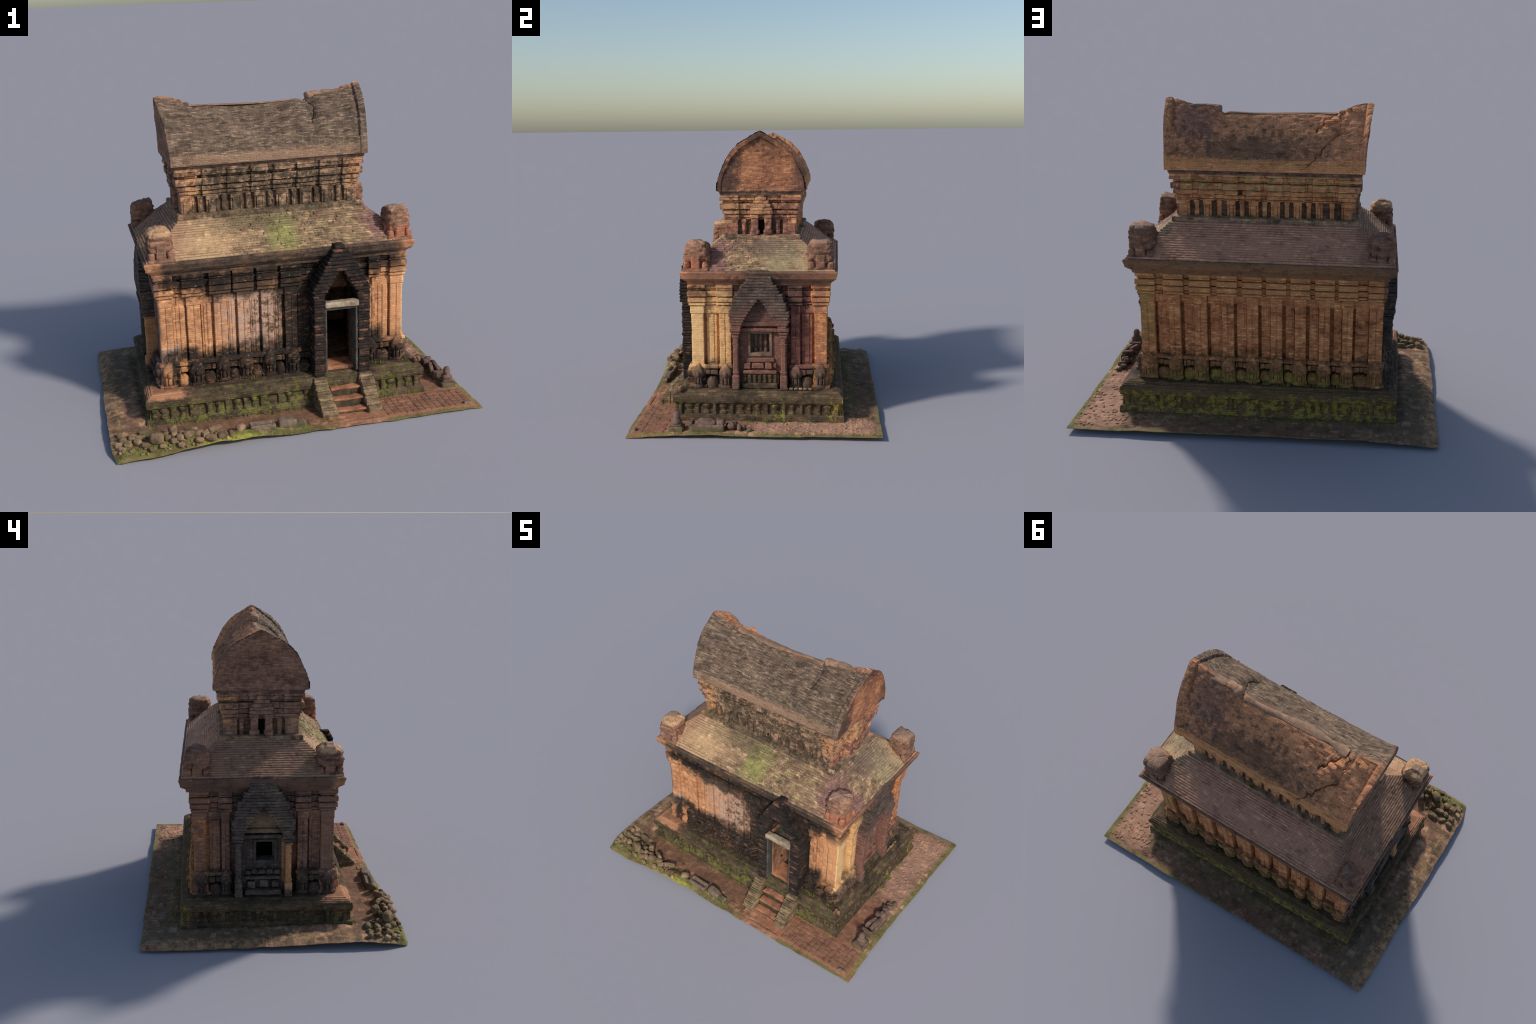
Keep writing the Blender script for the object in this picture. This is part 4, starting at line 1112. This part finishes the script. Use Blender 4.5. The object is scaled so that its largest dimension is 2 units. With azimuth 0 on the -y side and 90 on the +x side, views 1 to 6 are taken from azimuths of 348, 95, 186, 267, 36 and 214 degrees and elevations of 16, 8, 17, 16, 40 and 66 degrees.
for face, bays in (("front", front_b), ("back", back_b), ("right", right_b), ("left", left_b)):
    mat, ax, sg, pl = TF[face]
    lo, hi = (TIER[0], TIER[1]) if ax == 1 else (TIER[2], TIER[3])
    mb = MB()
    for (z0, z1, d) in TB:
        s = lo + .02
        while s < hi - .02:
            e = min(hi - .02, s + R.uniform(.05, .12))
            if R.random() > .01:
                rough_box(mb, *tslab(face, s, e, -.04, d - .012 + R.uniform(-.003, .002)), z0, z1, r=.003, cell=.009, amp=.0018, freq=70, chip=.005, seed=R.randint(0, 999))
            s = e + .0005
    put("string_course", mb, mat, tier)
    for (s0, s1) in bays:
        cl, ch = abs(s0 - lo) < 1e-6, abs(s1 - hi) < 1e-6
        corner = cl or ch
        if corner and ax == 0:
            # the shared corner piers come with the long sides; add the facing in this side's brick
            mb = MB()
            a, b = (s0 + .004, s1 - .012) if cl else (s0 + .012, s1 - .004)
            rough_box(mb, *tslab(face, a, b, -.03, .0015), 1.094, 1.186, r=.003, cell=.008, amp=.0015, freq=60, chip=.004, seed=R.randint(0, 999))
            for (z0, z1, d) in TB:
                rough_box(mb, *tslab(face, s0 - (d if cl else -.004), s1 + (d if ch else -.004), -.03, d + .0015), z0, z1, r=.0035, cell=.008, amp=.0015, freq=60, chip=.006, seed=R.randint(0, 999))
            put("tier_pier", mb, mat, tier); continue
        dep = .05 if corner else .034
        def tplan(d, ins=0.):
            return tslab(face, s0 + (0 if cl else ins) - (d if cl else 0), s1 - (0 if ch else ins) + (d if ch else 0), -dep - (d if corner else 0), d)
        mb = MB()
        ins = .022
        a, b = s0 + (0 if cl else ins), s1 - (0 if ch else ins)
        for (p0, p1, dd) in ((a, a + .011, -.005), (a + .0125, b - .0125, 0), (b - .011, b, -.005)):
            rough_box(mb, *tslab(face, p0, p1, -dep, dd), 1.092, 1.186, r=.0025, cell=.008, amp=.0015, freq=60, chip=.004, seed=R.randint(0, 999))
        rough_box(mb, *tslab(face, a, b, -dep, -.009), 1.092, 1.186, r=.002, cell=.01, amp=.001)
        rough_box(mb, *tslab(face, a - .002, b + .002, -dep, .002), 1.160, 1.186, r=.003, cell=.008, amp=.0018, chip=.005, seed=R.randint(0, 999))
        put("tier_pier", mb, mat, tier)
        mb = MB()
        for (z0, z1, d) in TB:
            rough_box(mb, *tplan(d + R.uniform(-.002, .002), R.uniform(0, .006)), z0, z1, r=.0035, cell=.008, amp=.0018, freq=60, chip=.007, seed=R.randint(0, 999))
        put("tier_capital", mb, mat, tier)
    for m in mull[face]:
        mb = MB()
        rough_box(mb, *tslab(face, m - .012, m + .012, -.04, -.004), 1.092, 1.186, r=.003, cell=.008, amp=.0015, freq=60, chip=.004, seed=R.randint(0, 999))
        rough_box(mb, *tslab(face, m - .008, m + .008, -.04, -.001), 1.094, 1.160, r=.005, cell=.008, amp=.0015, freq=60, chip=.004, seed=R.randint(0, 999))
        rough_box(mb, *tslab(face, m - .015, m + .015, -.04, -.002), 1.166, 1.184, r=.003, cell=.008, amp=.0015, freq=60, chip=.004, seed=R.randint(0, 999))
        put("mullion", mb, mat, tier)
# little pediment niches on the short sides
for (face, cy, top, w, mat) in (("right", .044, 1.342, .070, M_tier_right), ("left", .036, 1.338, .070, M_tier_left)):
    g = empty("small_niche", parent=tier)
    zz = 1.218; k = 0
    while zz < top:
        t = (zz - 1.218) / (top - 1.218)
        ww = np.interp(t, [0, .25, .5, .7, 1], [w, w * .93, w * .68, w * .42, w * .16])
        mb = MB(); rough_box(mb, *tslab(face, cy - ww, cy + ww, -.03, .034 - .006 * t), zz, zz + .0205, r=.004, cell=.008, amp=.002, chip=.006, seed=k); put("pediment_course", mb, mat, g)
        zz += .0208; k += 1
    for s in (-1, 1):
        mb = MB()
        c = cy + s * .040
        rough_box(mb, *tslab(face, c - .021, c + .021, -.03, .020), 1.094, 1.218, r=.004, cell=.008, amp=.002, chip=.005, seed=3)
        rough_box(mb, *tslab(face, c - .027, c + .027, -.03, .026), 1.094, 1.126, r=.006, cell=.008, amp=.003, chip=.005, seed=4)
        rough_box(mb, *tslab(face, c - .026, c + .026, -.03, .026), 1.192, 1.218, r=.006, cell=.008, amp=.003, chip=.005, seed=6)
        put("niche_post", mb, mat, g)
    mb = MB(); rough_box(mb, *tslab(face, cy - .024, cy + .024, -.03, -.016), 1.10, 1.21, r=.002, amp=0); put("niche_dark_plate", mb, M_dark, g)
mb = MB(); rough_box(mb, *tslab("front", -.040, -.010, -.03, -.006), 1.10, 1.165, r=.004, amp=.002, chip=.004); put("arched_hole_frame", mb, M_tier_front, tier)
mb = MB(); boulder(mb, (-.020, TIER[2] + .008, 1.126), (.009, .006, .018), 0, 0, 3, .9, .05, 8); put("dark_oval_lump", mb, M_dark, tier)

# ------------------------------------------------------------------ vaulted roof
vault = empty("vaulted_roof", parent=temple)
ridge_of = edge_curve([(-.60, 1.690), (-.575, 1.695), (-.54, 1.692), (-.50, 1.683), (-.435, 1.656), (-.422, 1.658), (-.405, 1.646), (-.385, 1.645), (-.2, 1.641), (-.02, 1.637), (.05, 1.637), (.19, 1.643), (.215, 1.638), (.226, 1.634), (.242, 1.645), (.258, 1.660), (.275, 1.673), (.30, 1.680), (.40, 1.680), (.43, 1.686), (.45, 1.698), (.50, 1.709), (.55, 1.705)])
sec_h = [0, .055, .068, .1, .124, .147, .187, .220, .248, .2555, .257]     # distance from the axis
sec_z = [1.714, 1.685, 1.674, 1.656, 1.640, 1.619, 1.577, 1.517, 1.443, 1.40, 1.357]
def vault_section(n):
    """points from the front eave over the ridge to the back eave: signed distance, height; evenly spaced"""
    h = np.array(sec_h); z = np.array(sec_z)
    L = np.concatenate([[0], np.cumsum(np.hypot(np.diff(h), np.diff(z)))])
    # smooth the polyline a little with a cubic-like resampling
    t = np.linspace(0, L[-1], n)
    hh = np.interp(t, L, h); zz = np.interp(t, L, z)
    for _ in range(2):
        hh[1:-1] = (hh[:-2] + 2 * hh[1:-1] + hh[2:]) / 4; zz[1:-1] = (zz[:-2] + 2 * zz[1:-1] + zz[2:]) / 4
    return np.concatenate([-hh[::-1], hh[1:]]), np.concatenate([zz[::-1], zz[1:]]), np.concatenate([t[::-1], t[1:]])
X_L = lambda z: -.560 - .036 * np.clip((z - 1.36) / .35, 0, 1) ** 1.7
X_R = lambda z: .511 + .037 * np.clip((z - 1.36) / .35, 0, 1) ** 1.7
def vault_point(u, d, zf):
    """u 0..1 from left to right end"""
    xe0, xe1 = X_L(zf), X_R(zf)
    x = xe0 + (xe1 - xe0) * u
    # the middle of the roof has sunk: its section is nearly a straight-sided tent there
    a_ = np.abs(d)
    tent = np.where(a_ < .248, np.interp(a_, [0, .028, .248], [1.714, 1.692, 1.440]), zf)
    tent = np.where((d > 0) & (a_ < .248), np.interp(a_, [0, .036, .248], [1.714, 1.686, 1.434]), tent)
    sunk = np.where(d > 0, .56 + .54 * np.exp(-((x + .0) / .30) ** 2), .42 + .52 * np.exp(-((x + .02) / .20) ** 2)) * sstep(-.585, -.545, x) * sstep(.538, .50, x) * np.where(d > 0, 1., .75)
    zf = zf + (np.minimum(tent, zf) - zf) * sunk
    k = (ridge_of(x) - 1.357) / (1.714 - 1.357)
    z = 1.357 + (zf - 1.357) * k
    worn_top = sstep(-.46, -.38, x) * sstep(.26, .20, x)
    cap = ridge_of(x) - .004
    flat = np.maximum(0, 1 - np.abs(d) / .045)
    z = z - worn_top * np.maximum(0, z - cap + .012 * flat ** 2) * .6
    tilt = np.interp(x, [-.58, .53], [.040, .045])
    y = tilt + d * np.where(d > 0, np.interp(x, [-.58, .53], [1.015, 1.0]), np.interp(x, [-.58, .53], [1.015, .995]))
    return x, y, z
def build_vault():
    D, Z, T = vault_section(75)
    nu = 270
    U = np.linspace(0, 1, nu)
    u, d = np.meshgrid(U, D, indexing="ij"); _, zf = np.meshgrid(U, Z, indexing="ij"); _, t = np.meshgrid(U, T, indexing="ij")
    u, d, zf, t = u.ravel(), d.ravel(), zf.ravel(), t.ravel()
    x, y, z = vault_point(u, d, zf)
    V = np.stack([x, y, z], -1)
    G = V.reshape(nu, len(D), 3)
    N = np.cross(np.gradient(G, axis=0), np.gradient(G, axis=1)).reshape(-1, 3)
    N = N / np.maximum(np.linalg.norm(N, axis=1, keepdims=True), 1e-9)
    if N[:, 2].mean() < 0: N = -N
    lam = (T.max() - t)                                       # distance up from the eave
    rowh = .0105
    r = np.floor(lam / rowh)
    s = x / .030 + .5 * (r % 2) + cellrand(r, r * 0 + np.sign(d).astype(int), 3)
    b = cellrand(r + 100 * (d > 0), np.floor(s), 5) - .5
    saw = 1 - (lam / rowh - r)
    band = (lam < .052)
    rough_k = np.where(band, .15, np.where(d > 0, 1.0, .8))
    disp = rough_k * (.0044 * b + .0018 * saw) + .0022 * fbm(V * [.7, 1, 1.5], 40, 3, 2) + .0040 * fbm(V, 7, 2, 4)
    disp = disp - rough_k * .016 * np.clip(fbm(V * [.6, 1, 2.2], 30, 3, 12) - .22, 0, 1)     # lost bricks
    disp = disp + np.where(band, .005, 0)
    # ribs at both ends, with a groove behind the right one
    xr, xl = X_R(zf), X_L(zf)
    dr, dl = xr - x, x - xl
    disp = disp + .007 * sstep(.040, .034, dr) + .004 * sstep(.036, .030, dl)
    disp = disp - .008 * sstep(.060, .050, dr) * sstep(.036, .044, dr) * (lam > .10)
    disp = disp - .003 * sstep(.046, .040, dl) * sstep(.034, .038, dl) * (lam > .07) * (d > 0)
    # the long crack at the back left, and a shorter one in front
    def crack(pts, side, w, depth):
        P = np.array(pts); best = np.full(len(x), 9.)
        q = np.stack([x + .022 * fbm(V, 34, 3, 33), z + .022 * fbm(V, 34, 3, 34)], -1)
        for a, c in zip(P[:-1], P[1:]):
            ab = c - a; tt = np.clip(((q - a) @ ab) / (ab @ ab), 0, 1)
            best = np.minimum(best, np.linalg.norm(q - a - tt[:, None] * ab, axis=1))
        return -depth * sstep(w, w * .3, best) * (np.sign(d) == side)
    disp = disp + crack([(-.415, 1.640), (-.43, 1.585), (-.415, 1.565), (-.39, 1.535), (-.35, 1.49), (-.30, 1.44), (-.262, 1.405)], 1, .0055, .013)
    disp = disp + crack([(-.40, 1.640), (-.345, 1.605), (-.32, 1.582), (-.30, 1.56)], 1, .0065, .014)
    disp = disp + crack([(.235, 1.63), (.262, 1.60), (.250, 1.56), (.225, 1.53)], -1, .005, .006)
    disp = disp + .006 * ((d > 0) & (x > -.62)) * sstep(.0, .02, (z - 1.46) - (-.30 - x) * .9 + .0) * sstep(-.30, -.33, x) * sstep(1.66, 1.6, z)
    top = np.abs(d) < .030
    mid = sstep(-.42, -.38, x) * sstep(.23, .19, x)
    disp = np.where(top, disp * (1 - .8 * mid), disp)
    V = V + N * disp[:, None]
    mb = MB(); F = grid_faces(nu, len(D))
    # underside
    return mb, V, F, nu, len(D)
mb, V, F, nu, nd = build_vault()
mb.add(V, F)
# soffit strip
def soffit():
    m2 = MB()
    ring_loft(m2, (-.556, .507, -.212, .298), [(-.06, 1.332), (-.014, 1.333), (-.012, 1.340), (-.008, 1.344), (-.010, 1.350), (-.003, 1.354), (.001, 1.360), (.0, 1.366)], .01, worn(.0012, 40))
    return m2
put("vault_shell", mb, M_vault_front, vault, angle=35)
put("vault_soffit", soffit(), M_rim_dark, vault)
# pale clay strip along the broken ridge
def ridge_strip():
    n = 120; xs = np.linspace(-.395, .225, n); m = 7
    w = np.linspace(-1, 1, m)
    V = []
    for x in xs:
        half = .019 + .007 * float(vnoise(np.array([[x * 14, 0, 3.]]))[0])
        for q in w:
            z = float(ridge_of(x)) - .0035 - .0055 * q * q + .002
            V.append((x, .036 + .010 * math.sin(x * 9) + q * half, z))
    V = np.array(V); V[:, 2] += .0012 * fbm(V, 20, 2, 4)
    V2 = V - [0, 0, .02]
    F = grid_faces(n, m)
    m_ = MB(); m_.add(V, F); return m_
put("ridge_strip", ridge_strip(), M_ridge, vault)
# broken lumps where the ridge steps up
for (x, y, z, sx, sy, sz, sd) in ((.262, .040, 1.655, .026, .030, .020, 1), (.300, .038, 1.664, .040, .026, .014, 2), (.37, .045, 1.668, .05, .024, .012, 3), (-.425, .045, 1.647, .018, .022, .010, 4), (-.47, .05, 1.662, .022, .028, .010, 5), (-.50, .07, 1.665, .025, .02, .012, 6), (-.39, .10, 1.61, .024, .016, .010, 7), (-.36, .13, 1.605, .026, .014, .010, 8)):
    mb = MB(); boulder(mb, (x, y, z), (sx, sy, sz), R.uniform(-.3, .3), R.uniform(-.2, .2), sd, .7, .3, 9); put("broken_ridge_lump", mb, M_ridge if x > 0 else M_vault_front, vault)

def gable(side, mat):
    D, Z, T = vault_section(75)
    u = np.full(len(D), 1. if side > 0 else 0.)
    x, y, z = vault_point(u, D, Z)
    # keep within the wear of the shell
    rim = np.stack([x, y, z], -1)
    c = np.array([x.mean(), AXIS_Y, 1.44])
    scal = [1.012, 1.005, .985, .93, .92] + list(np.linspace(.90, .02, 60))
    V = []
    for s in scal:
        P = rim.copy()
        P[:, 1] = AXIS_Y + (rim[:, 1] - AXIS_Y) * s
        P[:, 2] = 1.357 + (rim[:, 2] - 1.357) * s
        xx = (X_R(P[:, 2]) if side > 0 else X_L(P[:, 2]))
        inset = (-.004 if s > 1.008 else .001 if s > 1 else .002 if s > .925 else -.003 if side > 0 else 0)
        if side > 0 and s <= .91: inset = inset - .008 * sstep(1.44, 1.56, P[:, 2])
        if side < 0 and s <= .925: inset = .001
        P[:, 0] = xx + side * inset
        V.append(P)
    V = np.concatenate(V)
    r = np.floor(V[:, 2] / .0078); q = cellrand(r, np.floor(V[:, 1] / .033 + .5 * (r % 2)), 6) - .5
    inner = np.repeat(np.array(scal) < 1.001, len(D))
    V[:, 0] += side * inner * (.0028 * q + .002 * fbm(V, 40, 2, 3) + .003 * fbm(V, 9, 2, 6))
    mb = MB(); F = grid_faces(len(scal), len(D))
    if side < 0: F = F[:, ::-1]
    mb.add(V, F)
    return mb
put("gable", gable(1, None), M_gable_r, vault)
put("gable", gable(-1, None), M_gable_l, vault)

# ------------------------------------------------------------------ loose stones, blocks and sculpture beside the temple
rubble = empty("rubble_heap", "heap of loose fieldstones and two cut blocks among grass", "stones")
ROCKS = [(-.941, -.545, .062, .020, .016, .018), (-.885, -.555, .052, .026, .014, .014), (-.819, -.548, .056, .036, .020, .020), (-.935, -.590, .058, .022, .014, .012), (-.890, -.600, .060, .020, .016, .016),
         (-.845, -.600, .062, .030, .015, .016), (-.960, -.625, .052, .020, .016, .012), (-.915, -.640, .060, .020, .018, .016), (-.865, -.640, .070, .022, .018, .016), (-.945, -.665, .052, .022, .014, .012), (-.772, -.660, .074, .034, .024, .028),
         (-.830, -.680, .066, .020, .016, .014), (-.720, -.625, .072, .014, .012, .012), (-.683, -.618, .078, .020, .022, .026), (-.715, -.672, .074, .016, .014, .014), (-.680, -.660, .082, .018, .015, .014), (-.655, -.690, .078, .020, .016, .016),
         (-.690, -.695, .068, .016, .014, .012), (-.640, -.655, .080, .018, .014, .014), (-.610, -.680, .084, .028, .018, .016), (-.590, -.635, .082, .040, .013, .014), (-.560, -.665, .074, .028, .018, .018), (-.525, -.685, .074, .022, .016, .016),
         (-.490, -.665, .078, .020, .016, .018), (-.462, -.650, .076, .026, .016, .018), (-.500, -.710, .064, .030, .016, .014), (-.440, -.695, .060, .028, .016, .014), (-.395, -.690, .054, .012, .014, .020), (-.338, -.652, .060, .030, .022, .022), (-.560, -.715, .062, .022, .016, .014),
         (-.745, -.705, .052, .018, .013, .011), (-.655, -.722, .052, .018, .012, .010), (-.785, -.615, .058, .016, .012, .010), (-.80, -.715, .046, .016, .012, .010), (-.62, -.615, .06, .014, .010, .009), (-.90, -.69, .05, .016, .012, .010)]
for k, (x, y, z, a, b, c) in enumerate(ROCKS):
    mb = MB(); boulder(mb, (x, y - .014 * (y < -.62), z + .003 * (y < -.62) - .012 * (x < -.80)), (a * .98, b * .98, c * 1.02), R.uniform(-.7, .7), R.uniform(-.35, .35), k, R.uniform(.42, .72), .30, 9)
    put("fieldstone", mb, M_rock, rubble, angle=50)
mbs = MB()
for k in range(90):
    x, y = R.uniform(-.96, -.42), R.uniform(-.735, -.57)
    if y > -.62 and x > -.75: continue
    boulder(mbs, (x, y, gz(x, y) + .002), (R.uniform(.006, .012), R.uniform(.005, .010), R.uniform(.005, .009)), R.uniform(0, 3), 0, k, .6, .3, 5)
put("gravel", mbs, M_rock, rubble, kind="stuff")
mb = MB(); rough_box(mb, -.290, -.155, -.690, -.628, .02, .072, r=.007, cell=.008, amp=.003, freq=30, chip=.004, seed=3, rot=((-.22, -.655, .04), -.03, 0),
                     extra=lambda p, n: np.where(n[:, 2] > .6, -.014 * sstep(.012, .006, np.abs(p[:, 1] + .657)) * sstep(-.282, -.272, p[:, 0]), 0)); put("channelled_block", mb, M_carved, rubble)
mb = MB(); boulder(mb, (-.088, -.655, .048), (.050, .026, .030), -.1, 0, 3, .45, .15, 12); put("worn_block", mb, M_carved, rubble)
mb = MB(); rough_box(mb, -.060, .010, -.682, -.640, .01, .056, r=.008, cell=.009, amp=.005, freq=30, chip=.006, seed=5, rot=((-.02, -.66, 0), -.12, 0)); put("worn_block", mb, M_carved, rubble)
mb = MB(); rough_box(mb, -.145, -.125, -.66, -.64, .02, .045, r=.004, cell=.009, amp=.002, seed=6); put("brick", mb, M_paver, rubble)

idol = empty("idol_pedestal", "small worn idol on a square stone pedestal", "stone sculpture")
mb = MB(); rough_box(mb, .870, .954, -.458, -.374, .005, .052, r=.006, cell=.008, amp=.003, freq=30, chip=.005, seed=2); put("pedestal", mb, M_sculpt, idol)
mb = MB(); rough_box(mb, .876, .950, -.450, -.380, .045, .070, r=.016, cell=.008, amp=.005, freq=40, seed=4); boulder(mb, (.915, -.415, .074), (.030, .028, .020), 0, 0, 4, .8, .15, 10); put("lap", mb, M_sculpt, idol)
mb = MB(); revolve(mb, [(0, .06), (.026, .062), (.024, .078), (.018, .088), (.019, .100), (.021, .112), (.019, .126), (.012, .135), (0, .138)], (.914, -.416, 0), 16, .003, 40, 3); put("torso", mb, M_sculpt, idol)

row_s = empty("carved_stone_row", "row of broken carved stones on a low block", "stones")
mb = MB()
rough_box(mb, .868, .944, -.340, -.135, .006, .034, r=.006, cell=.009, amp=.003, freq=25, chip=.006, seed=6)
rough_box(mb, .926, .946, -.335, -.140, .010, .066, r=.007, cell=.009, amp=.004, freq=25, chip=.008, seed=7)
rough_box(mb, .866, .940, -.345, -.318, .010, .080, r=.008, cell=.009, amp=.005, freq=25, chip=.008, seed=8)
put("long_block", mb, M_sculpt, row_s)
for k, (x, y, z, a, b, c, sq) in enumerate([(.922, -.245, .070, .014, .060, .018, .6), (.888, -.255, .066, .013, .050, .020, .6), (.902, -.170, .070, .030, .020, .020, .6), (.918, -.150, .076, .020, .014, .016, .7), (.905, -.105, .050, .022, .020, .022, .6),
                                           (.892, -.082, .056, .016, .014, .014, .7), (.912, -.058, .046, .026, .012, .016, .6), (.896, -.034, .040, .018, .014, .014, .6), (.92, .0, .034, .016, .014, .010, .6), (.88, -.120, .042, .016, .02, .016, .6)]):
    mb = MB(); boulder(mb, (x, y, z), (a, b, c), R.uniform(-.3, .3), R.uniform(-.2, .2), k + 60, sq, .28, 10); put("broken_carving", mb, M_sculpt, row_s, angle=50)
for k in range(2):
    mb = MB(); boulder(mb, (.716 + .02 * k, -.418 - .006 * k, .212), (.012, .012, .014), .4, .1, k + 80, .6, .2, 8); put("loose_brick", mb, M_stub, temple)
mb = MB(); rough_box(mb, .705, .722, -.45, -.43, .203, .222, r=.004, amp=.003, chip=.004); put("loose_brick", mb, M_stub, temple)
for k in range(6):
    y = .20 + .028 * k
    mb = MB(); boulder(mb, (.700, y, .211), (.008, .012, .006), R.uniform(-.4, .4), 0, k + 90, .6, .2, 6); put("loose_brick", mb, M_rock, temple)

# ------------------------------------------------------------------ plants
def blades(spots, h, w, seed, lean=.6):
    """small leaf blades, each a bent strip with a fold"""
    rr = random.Random(seed); mb = MB()
    for (x, y, z, n, sx, sy) in spots:
        for _ in range(n):
            px, py = rr.gauss(x, sx), rr.gauss(y, sy)
            a = rr.uniform(0, 6.28); L = h * rr.uniform(.5, 1.3); ww = w * rr.uniform(.6, 1.2); le = rr.uniform(.1, lean)
            dx, dy = math.cos(a), math.sin(a)
            pz = z if z is not None else gz(px, py)
            V = []
            for t in (0, .35, .7, 1):
                q = ww * (1 - t) ** .6 * (.5 + 1.2 * min(t, .4))
                cx, cy, cz = px + dx * le * L * t * t, py + dy * le * L * t * t, pz + L * t * (1 - .3 * le * t)
                V += [(cx - dy * q, cy + dx * q, cz + q * .3), (cx, cy, cz - q * .2), (cx + dy * q, cy - dx * q, cz + q * .3)]
            mb.add(V, grid_faces(4, 3))
    return mb
rr = random.Random(5)
spots = [(rr.uniform(-.78, .06), -.474 - rr.uniform(0, .012), None, 5, .012, .004) for _ in range(34)] + [(rr.uniform(.46, .74), -.474, None, 4, .012, .004) for _ in range(10)]
spots += [(rr.uniform(-.75, .70), .542 + rr.uniform(0, .04), None, 6, .014, .010) for _ in range(46)]
spots += [(.765, rr.uniform(-.35, .45), None, 6, .006, .012) for _ in range(12)] + [(.768, y, None, 26, .008, .012) for y in (-.02, .08, .10, .18)]
put("weed", blades(spots, .016, .0022, 3), M_weed, ground, kind="stuff")
spots = [(rr.uniform(-.95, -.36), rr.uniform(-.735, -.70), None, 8, .016, .006) for _ in range(60)] + [(rr.uniform(-.95, -.75), rr.uniform(-.70, -.56), None, 7, .02, .014) for _ in range(22)] + [(rr.uniform(-.3, .02), -.705, None, 6, .015, .005) for _ in range(16)]
spots += [(rr.uniform(.86, .97), rr.uniform(-.47, .0), None, 5, .01, .01) for _ in range(22)] + [(.968, rr.uniform(-.6, .7), None, 5, .006, .016) for _ in range(30)]
put("grass", blades(spots, .010, .0016, 4), M_moss, ground, kind="stuff")
spots = [(rr.uniform(-.55, .5), .470 + rr.uniform(0, .008), .206, 9, .012, .004) for _ in range(34)] + [(x, .272, 1.094, 22, .012, .006) for x in (.04, .05, .06)] + [(rr.uniform(.475, .53), -.40, .205, 14, .008, .006) for _ in range(5)] + [(.645, -.41, .205, 10, .012, .004), (-.22, -.40, .206, 10, .014, .006)]
put("moss_tuft", blades(spots, .016, .0024, 6), M_moss, temple, kind="stuff")
